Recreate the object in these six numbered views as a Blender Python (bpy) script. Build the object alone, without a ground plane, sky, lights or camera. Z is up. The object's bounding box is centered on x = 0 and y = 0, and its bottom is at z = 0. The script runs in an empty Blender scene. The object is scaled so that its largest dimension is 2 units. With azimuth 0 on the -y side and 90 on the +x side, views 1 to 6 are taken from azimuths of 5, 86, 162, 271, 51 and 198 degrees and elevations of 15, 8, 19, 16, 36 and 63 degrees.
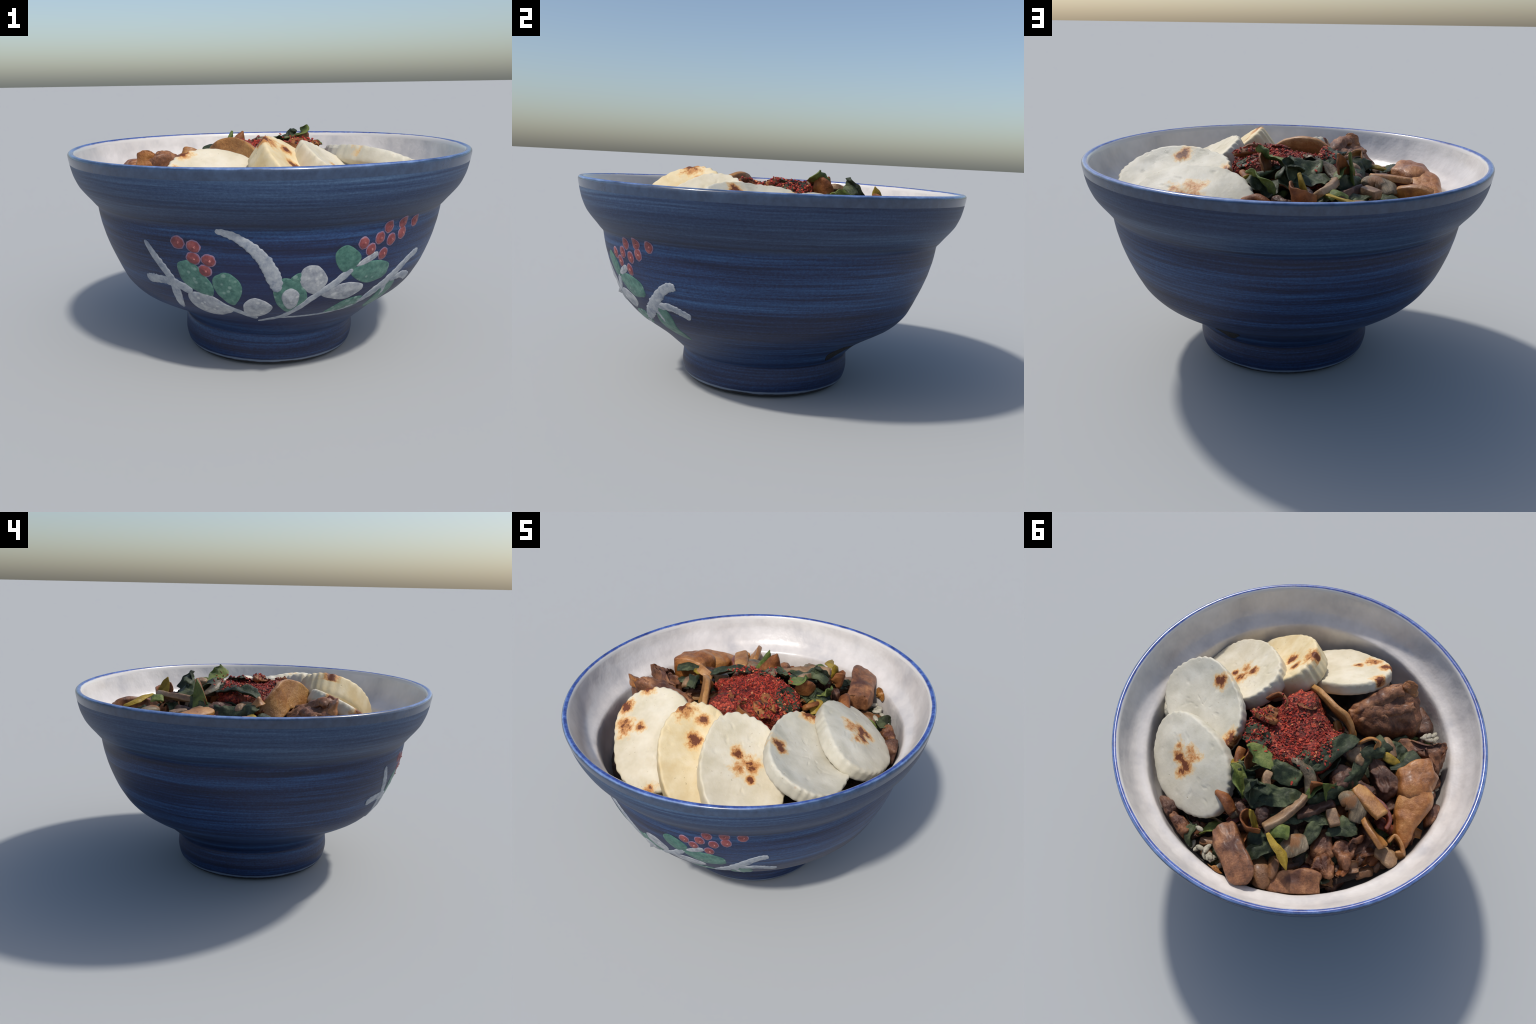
# A blue glazed pottery bowl of rice topped with five seared yam slices, a meat, leek and
# onion stir-fry and a heap of red chili flakes.
import bpy, bmesh, math, random
from mathutils import Vector, Matrix, noise as mnoise

random.seed(7)
TAU = 2 * math.pi

# ------------------------------------------------------------------ small helpers
def smooth(a, b, x):
    t = max(0.0, min(1.0, (x - a) / (b - a)))
    return t * t * (3 - 2 * t)

def lerp(a, b, t):
    return a + (b - a) * t

def interp(table, x):
    if x <= table[0][0]:
        return table[0][1]
    for (x0, y0), (x1, y1) in zip(table, table[1:]):
        if x <= x1:
            return lerp(y0, y1, (x - x0) / (x1 - x0))
    return table[-1][1]

def catmull(pts, n, closed=False):
    """n points evenly spread in parameter on a Catmull-Rom curve through pts (any dimension)."""
    m = len(pts)
    out = []
    for i in range(n):
        t = i / n * m if closed else i / (n - 1) * (m - 1)
        k = min(int(t), m - 1 if closed else m - 2)
        f = t - k
        if closed:
            p = [pts[(k + j) % m] for j in (-1, 0, 1, 2)]
        else:
            p = [pts[max(0, min(m - 1, k + j))] for j in (-1, 0, 1, 2)]
        out.append(tuple(0.5 * (2 * b + (c - a) * f + (2 * a - 5 * b + 4 * c - d) * f * f
                                + (3 * b - a - 3 * c + d) * f ** 3) for a, b, c, d in zip(*p)))
    return out

def fbm(v, octaves=4):
    return mnoise.fractal(v, 0.9, 2.1, octaves, noise_basis='PERLIN_ORIGINAL')

def new_object(name, mesh, parent=None, mat=None, smooth_shade=True):
    ob = bpy.data.objects.new(name, mesh)
    bpy.context.scene.collection.objects.link(ob)
    if parent:
        ob.parent = parent
    if mat:
        mesh.materials.append(mat)
    if smooth_shade:
        mesh.polygons.foreach_set('use_smooth', [True] * len(mesh.polygons))
    return ob

def mesh_from(name, verts, faces):
    me = bpy.data.meshes.new(name)
    me.from_pydata([tuple(v) for v in verts], [], faces)
    bm = bmesh.new(); bm.from_mesh(me)
    bmesh.ops.recalc_face_normals(bm, faces=bm.faces)
    bm.to_mesh(me); bm.free()
    me.update()
    return me

def centred(name, me, parent, mat):
    """Move the mesh's origin to its centre so that object coordinates are local to the piece."""
    contain(me)
    c = sum((v.co for v in me.vertices), Vector()) / len(me.vertices)
    me.transform(Matrix.Translation(-c))
    ob = new_object(name, me, parent, mat)
    ob.location = c
    return ob

def displace(me, amount, scale, octaves=4, seed=0, stretch=None, ridged=0.0):
    """Push the vertices along their normals by fractal noise; stretch = (direction, factor) gives grain."""
    off = Vector((seed * 3.17, seed * 1.71, seed * 0.93))
    norms = [v.normal.copy() for v in me.vertices]
    for v, n in zip(me.vertices, norms):
        p = v.co.copy()
        if stretch:
            d = stretch[0]
            p = p + d * (p.dot(d) * (stretch[1] - 1))
        q = p * scale + off
        h = fbm(q, octaves)
        if ridged:
            h = lerp(h, 0.35 - abs(mnoise.noise(q * 1.3)) * 1.6, ridged)
        v.co += n * (h * amount)
    me.update()

# ------------------------------------------------------------------ node helpers
class Mat:
    def __init__(self, name, rough=0.5, coat=0.0, spec=0.5, bump=None):
        self.m = bpy.data.materials.new(name); self.m.use_nodes = True
        self.nt = self.m.node_tree
        self.b = self.nt.nodes['Principled BSDF']
        self.b.inputs['Roughness'].default_value = rough
        self.b.inputs['Coat Weight'].default_value = coat
        self.b.inputs['Specular IOR Level'].default_value = spec
        self.tc = self.nt.nodes.new('ShaderNodeTexCoord')
        self.obj = self.tc.outputs['Object']
    def n(self, kind, **kw):
        nd = self.nt.nodes.new('ShaderNode' + kind)
        for k, v in kw.items():
            setattr(nd, k, v)
        return nd
    def link(self, a, b):
        if isinstance(a, (int, float)):
            b.default_value = a
        elif isinstance(a, tuple):
            b.default_value = a if len(a) == len(b.default_value) else (*a, 1)
        else:
            self.nt.links.new(a, b)
    def math(self, op, a, b=0.0, c=None, clamp=False):
        nd = self.n('Math', operation=op, use_clamp=clamp)
        self.link(a, nd.inputs[0]); self.link(b, nd.inputs[1])
        if c is not None:
            self.link(c, nd.inputs[2])
        return nd.outputs[0]
    def vmath(self, op, a, b):
        nd = self.n('VectorMath', operation=op)
        self.link(a, nd.inputs[0]); self.link(b, nd.inputs[1])
        return nd.outputs['Value'] if op in ('DISTANCE', 'LENGTH', 'DOT_PRODUCT') else nd.outputs[0]
    def mapping(self, scale=(1, 1, 1), loc=(0, 0, 0), vec=None):
        nd = self.n('Mapping')
        self.link(vec or self.obj, nd.inputs['Vector'])
        nd.inputs['Scale'].default_value = scale; nd.inputs['Location'].default_value = loc
        return nd.outputs[0]
    def noise(self, scale, detail=4, rough=0.6, vec=None, dist=0.0):
        nd = self.n('TexNoise')
        self.link(vec or self.obj, nd.inputs['Vector'])
        for k, v in (('Scale', scale), ('Detail', detail), ('Roughness', rough), ('Distortion', dist)):
            nd.inputs[k].default_value = v
        return nd.outputs['Fac']
    def ramp(self, fac, stops, interp='LINEAR'):
        nd = self.n('ValToRGB'); cr = nd.color_ramp; cr.interpolation = interp
        self.link(fac, nd.inputs[0])
        while len(cr.elements) < len(stops):
            cr.elements.new(0.5)
        for e, (p, c) in zip(cr.elements, stops):
            e.position = p
            e.color = (c, c, c, 1) if isinstance(c, (int, float)) else (*c, 1)
        return nd.outputs[0]
    def rng(self, v, a, b, lo=0.0, hi=1.0):
        nd = self.n('MapRange', interpolation_type='SMOOTHSTEP')
        self.link(v, nd.inputs[0])
        for i, x in enumerate((a, b, lo, hi)):
            nd.inputs[i + 1].default_value = x
        return nd.outputs[0]
    def mix(self, fac, a, b, mode='MIX'):
        nd = self.n('Mix', data_type='RGBA', blend_type=mode)
        self.link(fac, nd.inputs[0]); self.link(a, nd.inputs[6]); self.link(b, nd.inputs[7])
        return nd.outputs[2]
    def xyz(self, vec=None):
        nd = self.n('SeparateXYZ'); self.link(vec or self.obj, nd.inputs[0])
        return nd.outputs
    def spots(self, places, warp=0.5, wscale=14, flat=False):
        """Union of soft blots at local places (x, y, z, radius), with a ragged noisy edge -> 0..1."""
        w = self.math('MULTIPLY', self.math('SUBTRACT', self.noise(wscale, 5, 0.7), 0.5), warp * 2)
        total = None
        where = self.vmath('MULTIPLY', self.obj, (1, 1, 0)) if flat else self.obj
        for x, y, z, r in places:
            d = self.math('DIVIDE', self.vmath('DISTANCE', where, (x, y, z)), r)
            v = self.math('SUBTRACT', 1.0, self.math('ADD', d, w), clamp=True)
            total = v if total is None else self.math('MAXIMUM', total, v)
        return total
    def random(self):
        return self.n('ObjectInfo').outputs['Random']
    def colour(self, c):
        self.link(c, self.b.inputs['Base Color'])
    def bump(self, h, strength=0.3, dist=0.01):
        nd = self.n('Bump'); nd.inputs['Strength'].default_value = strength
        nd.inputs['Distance'].default_value = dist
        self.link(h, nd.inputs['Height']); self.link(nd.outputs[0], self.b.inputs['Normal'])

def srgb(r, g, b):
    f = lambda c: c / 12.92 if c <= 0.04045 else ((c + 0.055) / 1.055) ** 2.4
    return (f(r / 255), f(g / 255), f(b / 255))

# ------------------------------------------------------------------ materials
def bowl_blue(name, foot=False):
    m = Mat(name, rough=0.5, coat=0.12, spec=0.35)
    m.b.inputs['Coat Roughness'].default_value = 0.35
    x, y, z = m.xyz()
    # brushed bands round the wheel: noise that is long round the bowl and short in height
    lowz = m.noise(1.3, 2)
    zz = m.math('ADD', z, m.math('MULTIPLY', m.math('SUBTRACT', lowz, 0.5), 0.022))
    comb = m.n('CombineXYZ')
    m.link(m.math('MULTIPLY', x, 0.42), comb.inputs[0]); m.link(m.math('MULTIPLY', y, 0.42), comb.inputs[1])
    m.link(m.math('MULTIPLY', zz, 16.0), comb.inputs[2])
    broad = m.noise(1.0, 3, 0.55, comb.outputs[0])
    comb2 = m.n('CombineXYZ')
    m.link(m.math('MULTIPLY', x, 1.5), comb2.inputs[0]); m.link(m.math('MULTIPLY', y, 1.5), comb2.inputs[1])
    m.link(m.math('MULTIPLY', zz, 100.0), comb2.inputs[2])
    fine = m.noise(1.0, 4, 0.65, comb2.outputs[0])
    speck = m.noise(85, 3, 0.7, m.mapping((1, 1, 1.6)))
    f = m.math('ADD', m.math('MULTIPLY', m.rng(broad, 0.34, 0.66), 0.20), m.math('MULTIPLY', fine, 0.74))
    f = m.math('ADD', f, m.math('MULTIPLY', m.math('SUBTRACT', speck, 0.5), 0.42))
    col = m.ramp(f, [(0.26, srgb(16, 23, 48)), (0.42, srgb(21, 36, 70)), (0.54, srgb(29, 54, 93)),
                     (0.66, srgb(42, 74, 114)), (0.82, srgb(64, 98, 138))])
    if not foot:
        # the flared lip carries a thinner, greyer wash
        lip = m.ramp(f, [(0.26, srgb(24, 38, 68)), (0.44, srgb(38, 57, 88)), (0.58, srgb(52, 74, 104)), (0.78, srgb(76, 101, 130))])
        col = m.mix(m.rng(zz, 0.775, 0.80), col, lip)
        # dark line where the lip springs from the body, and a pool of darker glaze behind the painting
        line = m.math('SUBTRACT', 1.0, m.math('DIVIDE', m.math('ABSOLUTE', m.math('SUBTRACT', zz, 0.800)), 0.011), clamp=True)
        col = m.mix(m.math('MULTIPLY', line, 0.75), col, srgb(22, 28, 50))
        pool = m.vmath('DISTANCE', m.vmath('MULTIPLY', m.obj, (0.8, 1.0, 1.9)), (0.13, -0.70, 0.82))
        pn = m.math('ADD', pool, m.math('MULTIPLY', m.math('SUBTRACT', m.noise(5, 3), 0.5), 0.35))
        col = m.mix(m.math('MULTIPLY', m.rng(pn, 0.62, 0.30), 0.6), col, srgb(22, 28, 66))
    else:
        col = m.mix(m.rng(m.math('ADD', z, m.math('MULTIPLY', m.math('SUBTRACT', m.noise(6), 0.5), 0.012)), 0.040, 0.034),
                    col, srgb(104, 116, 134))
        col = m.mix(m.rng(m.math('ADD', z, m.math('MULTIPLY', m.math('SUBTRACT', m.noise(8), 0.5), 0.02)), 0.030, 0.024),
                    col, srgb(34, 34, 38))
    m.colour(col)
    m.bump(m.math('ADD', m.math('MULTIPLY', fine, 0.8), speck), 0.22, 0.005)
    return m.m

def rim_paint():
    m = Mat('rim_glaze', rough=0.25, coat=0.4)
    x, y, z = m.xyz()
    r = m.math('SQRT', m.math('ADD', m.math('MULTIPLY', x, x), m.math('MULTIPLY', y, y)))
    z = m.math('ADD', z, m.math('ADD', m.math('MULTIPLY', x, -0.002), m.math('MULTIPLY', y, 0.001)))
    c2 = m.math('SUBTRACT', m.math('MULTIPLY', y, y), m.math('MULTIPLY', x, x))
    s2 = m.math('MULTIPLY', m.math('MULTIPLY', x, y), -2.0)
    oval = m.math('ADD', m.math('MULTIPLY', c2, -0.0010), m.math('MULTIPLY', s2, 0.0143))
    r = m.math('SUBTRACT', r, oval)                      # undo the oval shape of the lip
    r = m.math('ADD', r, m.math('MULTIPLY', m.math('SUBTRACT', m.noise(7, 4, 0.7), 0.5), 0.007))
    blot = m.noise(22, 4, 0.7)
    blue = m.ramp(blot, [(0.35, srgb(38, 52, 118)), (0.55, srgb(62, 86, 156)), (0.75, srgb(104, 134, 196))])
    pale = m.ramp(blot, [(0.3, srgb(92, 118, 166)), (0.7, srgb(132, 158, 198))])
    white = srgb(214, 209, 203)
    c = m.mix(m.rng(r, 0.968, 0.974), white, blue)
    c = m.mix(m.math('MULTIPLY', m.rng(r, 0.985, 0.991), 0.85), c, pale)
    lowz = m.math('ADD', z, m.math('MULTIPLY', m.math('SUBTRACT', m.noise(9, 3), 0.5), 0.012))
    low = m.math('MULTIPLY', m.rng(lowz, 1.039, 1.032), m.rng(r, 0.980, 0.988))
    c = m.mix(low, c, m.ramp(blot, [(0.3, srgb(34, 50, 76)), (0.7, srgb(52, 72, 100))]))
    m.colour(c)
    return m.m

def white_glaze():
    m = Mat('white_glaze', rough=0.3, coat=0.5)
    m.b.inputs['Coat Roughness'].default_value = 0.22
    cl = m.noise(5, 4, 0.6, m.mapping((1, 1, 0.8)))
    c = m.ramp(cl, [(0.3, srgb(186, 182, 180)), (0.5, srgb(210, 204, 198)), (0.7, srgb(224, 218, 212))])
    st = m.spots([(-0.885, 0.024, 0.93, 0.03), (-0.850, 0.126, 0.93, 0.035), (-0.822, 0.287, 0.92, 0.03),
                  (-0.80, 0.35, 0.90, 0.02)], 0.3, 20)
    c = m.mix(m.math('MULTIPLY', st, 1.2, clamp=True), c, srgb(206, 172, 108))
    m.colour(c)
    m.bump(m.noise(11, 3), 0.25, 0.02)
    return m.m

def enamel(name, dark, mid, light, dots=None):
    m = Mat(name, rough=0.5, coat=0.15, spec=0.35)
    n = m.noise(26, 5, 0.72)
    c = m.ramp(n, [(0.32, dark), (0.5, mid), (0.68, light)])
    if dots:
        v = m.n('TexVoronoi'); m.link(m.obj, v.inputs['Vector']); v.inputs['Scale'].default_value = 30
        d = m.rng(m.math('ADD', v.outputs['Distance'], m.math('MULTIPLY', m.noise(9), 0.6)), 0.62, 0.44)
        c = m.mix(m.math('MULTIPLY', d, 0.6), c, dots)
    m.colour(c); m.bump(m.noise(40, 3), 0.2, 0.004)
    return m.m

def yam_flesh(name, burns, tint, a, b):
    """Cream flesh with seared blots at given places of the slice's face, small dark pits and a toasted edge."""
    m = Mat(name, rough=0.55, spec=0.35)
    m.b.inputs['Subsurface Weight'].default_value = 0.12
    m.b.inputs['Subsurface Radius'].default_value = (0.03, 0.022, 0.014)
    n = m.noise(7, 4, 0.6)
    base = m.ramp(n, [(0.3, srgb(*tint[0])), (0.52, srgb(*tint[1])), (0.72, srgb(*tint[2]))])
    v = m.n('TexVoronoi'); m.link(m.obj, v.inputs['Vector']); v.inputs['Scale'].default_value = 17
    pit = m.math('MULTIPLY', m.rng(v.outputs['Distance'], 0.10, 0.03), m.rng(m.noise(6, 2), 0.48, 0.62))
    base = m.mix(m.math('MULTIPLY', pit, 0.6), base, srgb(168, 150, 118))
    s = m.spots([(x, y, z, r * 1.25) for x, y, z, r in burns], 1.25, 11, True)
    s = m.math('MULTIPLY', s, m.rng(m.xyz()[2], -0.06, -0.045))
    x, y, z = m.xyz()
    # toasted flecks along the upper rim of the disc
    rr = m.vmath('LENGTH', m.vmath('MULTIPLY', m.obj, (1 / a, 1 / b, 0)), (0, 0, 0))
    edge = m.math('MULTIPLY', m.rng(rr, 0.90, 0.985), m.rng(m.noise(11, 4, 0.7), 0.60, 0.74))
    edge = m.math('MULTIPLY', edge, m.rng(z, -0.045, -0.01))
    base = m.mix(m.math('MULTIPLY', m.rng(s, 0.0, 0.40), 0.65), base, srgb(220, 182, 118))
    grain = m.math('ADD', s, m.math('MULTIPLY', m.math('SUBTRACT', m.noise(55, 5, 0.75), 0.5), 0.75))
    base = m.mix(m.math('MULTIPLY', m.rng(grain, 0.28, 0.62), 0.85), base, srgb(184, 118, 54))
    base = m.mix(m.rng(grain, 0.60, 0.82), base, srgb(104, 54, 28))
    base = m.mix(m.math('MULTIPLY', edge, 0.75), base, srgb(182, 124, 66))
    fleck = m.math('MULTIPLY', m.rng(m.noise(75, 2, 0.5), 0.70, 0.76), m.rng(m.noise(5, 2, 0.5), 0.48, 0.62))
    base = m.mix(m.math('MULTIPLY', fleck, 0.6), base, srgb(150, 128, 96))
    m.colour(base)
    m.bump(m.math('ADD', m.noise(16, 4), m.math('MULTIPLY', pit, -1.5)), 0.25, 0.012)
    return m.m

def flesh(name, dark, mid, light, accent=None, scale=9, rough=0.42, coat=0.15, grain=(1, 1, 1), acc=(0.56, 0.70)):
    m = Mat(name, rough=rough, coat=coat)
    m.b.inputs['Coat Roughness'].default_value = 0.3
    n = m.math('ADD', m.math('MULTIPLY', m.noise(scale, 6, 0.65, m.mapping(grain)), 0.75),
               m.math('MULTIPLY', m.noise(scale * 6, 4, 0.7, m.mapping(grain)), 0.25))
    n = m.math('ADD', n, m.math('MULTIPLY', m.math('SUBTRACT', m.random(), 0.5), 0.10))
    c = m.ramp(n, [(0.34, dark), (0.5, mid), (0.66, light)])
    if accent:
        c = m.mix(m.rng(m.noise(scale * 0.6, 3, 0.6, m.mapping((1, 1, 1), (3, 1, 2))), *acc), c, accent)
    if 'leaf' in name:
        m.b.inputs['Specular IOR Level'].default_value = 0.25
        m.b.inputs['Coat Weight'].default_value = 0.05
    m.colour(c)
    m.bump(m.noise(scale * 4, 6, 0.7, m.mapping(grain)), 0.55, 0.014)
    return m.m

M_BODY = bowl_blue('blue_glaze'); M_FOOT = bowl_blue('foot_glaze', True)
M_RIM = rim_paint(); M_WHITE = white_glaze()
M_EN_WHITE = enamel('white_enamel', srgb(118, 122, 132), srgb(148, 151, 156), srgb(172, 173, 174), srgb(194, 194, 192))
M_EN_BRANCH = enamel('branch_enamel', srgb(108, 118, 134), srgb(146, 151, 158), srgb(168, 171, 174))
M_EN_GREEN = enamel('green_enamel', srgb(44, 82, 78), srgb(70, 110, 99), srgb(94, 132, 119), srgb(134, 158, 148))
M_EN_PLAIN = enamel('plain_green_enamel', srgb(44, 82, 76), srgb(66, 108, 96), srgb(88, 126, 114))
M_EN_RED = enamel('red_enamel', srgb(96, 46, 52), srgb(124, 60, 62), srgb(144, 82, 80))
M_EN_GLINT = enamel('berry_glint', srgb(170, 96, 94), srgb(188, 124, 118), srgb(204, 156, 148))
M_EN_HALO = enamel('berry_edge', srgb(96, 78, 104), srgb(126, 98, 120), srgb(148, 118, 134))

M_BEEF = flesh('beef', srgb(70, 40, 24), srgb(128, 81, 50), srgb(170, 119, 78), srgb(84, 48, 32), 11, rough=0.52, coat=0.14, grain=(1.6, 1.6, 1.0))
M_BEEF_DARK = flesh('dark_beef', srgb(46, 29, 22), srgb(84, 54, 40), srgb(122, 86, 64), srgb(68, 40, 34), 12, rough=0.55, coat=0.12)
M_CHICKEN = flesh('chicken', srgb(108, 62, 28), srgb(160, 101, 48), srgb(192, 138, 80), srgb(116, 50, 28), 8, rough=0.42, coat=0.22)
M_ONION = flesh('onion', srgb(110, 66, 30), srgb(156, 104, 50), srgb(186, 138, 78), srgb(122, 60, 30), 8, rough=0.42, coat=0.18, acc=(0.6, 0.8))
M_ONION_RED = flesh('sauced_onion', srgb(74, 26, 18), srgb(112, 50, 34), srgb(146, 84, 56), None, 7, rough=0.4, coat=0.25)
M_GLASSY = flesh('glassy_onion', srgb(84, 56, 32), srgb(124, 84, 52), srgb(158, 120, 78), srgb(116, 104, 50), 8, rough=0.4, coat=0.2)
M_STALK = flesh('leek_stalk', srgb(92, 66, 46), srgb(138, 106, 74), srgb(168, 138, 102), srgb(98, 60, 44), 9, rough=0.45, coat=0.15)
M_STALK_DARK = flesh('dark_stalk', srgb(58, 46, 34), srgb(88, 76, 56), srgb(122, 104, 78), srgb(60, 70, 52), 10, rough=0.45, coat=0.12)
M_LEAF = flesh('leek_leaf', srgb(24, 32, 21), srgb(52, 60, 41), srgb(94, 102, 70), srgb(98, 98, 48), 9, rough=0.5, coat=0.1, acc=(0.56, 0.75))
M_LEAF_LIGHT = flesh('light_leaf', srgb(52, 66, 32), srgb(92, 106, 50), srgb(132, 138, 74), srgb(46, 64, 42), 9, rough=0.5, coat=0.1)
M_LEAF_YELLOW = flesh('yellow_leaf', srgb(100, 84, 24), srgb(144, 118, 36), srgb(176, 150, 58), srgb(86, 84, 36), 8, rough=0.5, coat=0.1)
M_LEAF_BROWN = flesh('amber_leaf', srgb(86, 46, 28), srgb(132, 80, 44), srgb(164, 110, 60), srgb(156, 126, 44), 8, rough=0.45, coat=0.12)
M_MOUND = flesh('sauced_mound', srgb(48, 26, 18), srgb(104, 44, 29), srgb(142, 66, 42), srgb(62, 46, 32), 20, rough=0.65, coat=0.0)
def chili_powder():
    m = Mat('chili_powder', rough=0.6, spec=0.3)
    blot = m.noise(9, 4, 0.65)
    base = m.ramp(blot, [(0.34, srgb(52, 28, 20)), (0.5, srgb(104, 46, 30)), (0.66, srgb(140, 70, 44))])
    v = m.n('TexVoronoi'); m.link(m.obj, v.inputs['Vector']); v.inputs['Scale'].default_value = 95
    sep = m.n('SeparateColor'); m.link(v.outputs['Color'], sep.inputs[0])
    grains = m.ramp(sep.outputs[0], [(0.0, srgb(62, 24, 20)), (0.4, srgb(124, 36, 28)), (0.8, srgb(170, 56, 40)), (1.0, srgb(204, 98, 64))])
    dust = m.rng(m.math('ADD', m.noise(13, 4, 0.6), m.math('MULTIPLY', m.vmath('LENGTH', m.vmath('MULTIPLY', m.obj, (1, 1, 0)), (0, 0, 0)), -0.75)), 0.26, 0.38)
    m.colour(m.mix(m.math('MULTIPLY', dust, 0.8), base, grains))
    m.bump(m.math('ADD', v.outputs['Distance'], m.noise(60, 3)), 0.5, 0.01)
    return m.m
M_MOUND = chili_powder()
M_BASE = flesh('stir_fry_bed', srgb(26, 17, 13), srgb(56, 37, 26), srgb(94, 66, 46), srgb(36, 42, 28), 14, rough=0.6, coat=0.05)
M_RICE = flesh('rice', srgb(140, 134, 116), srgb(172, 166, 148), srgb(196, 190, 174), None, 10, rough=0.5, coat=0.05)
M_CHILI = [flesh('chili_bright', srgb(152, 38, 26), srgb(192, 62, 40), srgb(214, 100, 64), None, 30, rough=0.65, coat=0.0),
           flesh('chili_red', srgb(100, 26, 22), srgb(138, 40, 30), srgb(164, 62, 46), None, 30, rough=0.65, coat=0.0),
           flesh('chili_dark', srgb(44, 22, 18), srgb(82, 38, 30), srgb(116, 60, 46), None, 30, rough=0.65, coat=0.0)]
M_SEED = flesh('chili_seed', srgb(190, 104, 62), srgb(210, 132, 84), srgb(222, 160, 108), None, 30, rough=0.6, coat=0.0)
M_STRIPE = flesh('onion_root_end', srgb(74, 66, 54), srgb(120, 104, 80), srgb(166, 150, 122), srgb(132, 88, 48), 11, rough=0.5, coat=0.08, grain=(4, 1, 1))
M_SCAN_FILL = flesh('scan_fill_pale', srgb(182, 174, 152), srgb(200, 193, 172), srgb(210, 204, 186), None, 8, rough=0.55, coat=0.0)  # slice-like tone for the lump of scan fill
M_SCAN_HOLE = flesh('scan_hole_dark', srgb(14, 12, 14), srgb(18, 15, 16), srgb(24, 20, 20), None, 9, rough=0.9, coat=0.0)  # near-black for the patch over the scan's hole

# ------------------------------------------------------------------ the bowl
OUTER = [(0.006, 0.408), (0.016, 0.424), (0.03, 0.434), (0.06, 0.443), (0.09, 0.447), (0.12, 0.445), (0.15, 0.443),
         (0.168, 0.443), (0.182, 0.455), (0.21, 0.483), (0.24, 0.516), (0.27, 0.555), (0.30, 0.602), (0.33, 0.651),
         (0.36, 0.694), (0.39, 0.725), (0.42, 0.749), (0.45, 0.766), (0.48, 0.782), (0.51, 0.796), (0.54, 0.809),
         (0.57, 0.821), (0.60, 0.832), (0.63, 0.842), (0.66, 0.850), (0.69, 0.858), (0.72, 0.864), (0.75, 0.869),
         (0.770, 0.872), (0.782, 0.878), (0.795, 0.890), (0.82, 0.910), (0.84, 0.927), (0.86, 0.943), (0.88, 0.957),
         (0.90, 0.967), (0.93, 0.979), (0.96, 0.987), (0.99, 0.993)]
LIP = [(1.010, 0.9965), (1.024, 0.9985), (1.033, 0.9965), (1.039, 0.990), (1.040, 0.981), (1.036, 0.972), (1.028, 0.966), (1.016, 0.962)]
INNER = [(0.995, 0.957), (0.96, 0.948), (0.92, 0.935), (0.89, 0.919), (0.870, 0.901), (0.856, 0.882), (0.846, 0.864),
         (0.834, 0.851), (0.81, 0.843), (0.76, 0.834), (0.70, 0.820), (0.60, 0.78), (0.50, 0.71), (0.42, 0.60), (0.36, 0.42)]
INNER_UP = INNER[::-1]
CENTRE = (-0.001, 0.001)

OVAL = [(0.0, 0.002), (0.15, 0.003), (0.185, 0.010), (0.235, 0.014), (0.29, 0.006), (0.35, -0.003), (0.42, 0.000), (0.50, 0.008), (0.72, 0.0105), (0.85, 0.0137), (1.1, 0.0137)]

def wobble(th, z):
    """Hand-thrown unevenness: the wall is slightly oval, longest across azimuth 47 degrees."""
    p = Vector((math.sin(th) * 1.1, -math.cos(th) * 1.1, z * 2.2))
    lean = 0.015 * math.cos(th - math.radians(85)) * smooth(0.15, 0.19, z) * smooth(0.36, 0.24, z)
    return lean + interp(OVAL, z) * math.cos(2 * (th - math.radians(47))) + 0.003 * mnoise.noise(p * 1.3 + Vector((5, 2, 1))) * smooth(0.1, 0.4, z)

def outer_point(th, z, off=0.0):
    """Point on the outer wall at azimuth th (0 = towards -y, +90 degrees = +x), height z, lifted by off."""
    r = interp(OUTER, z) + wobble(th, z)
    slope = (interp(OUTER, z + 0.012) - interp(OUTER, z - 0.012)) / 0.024
    l = math.hypot(1, slope)
    r2, z2 = r + off / l, z - off * slope / l
    return Vector((math.sin(th) * r2 + CENTRE[0], -math.cos(th) * r2 + CENTRE[1], z2))

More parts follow.
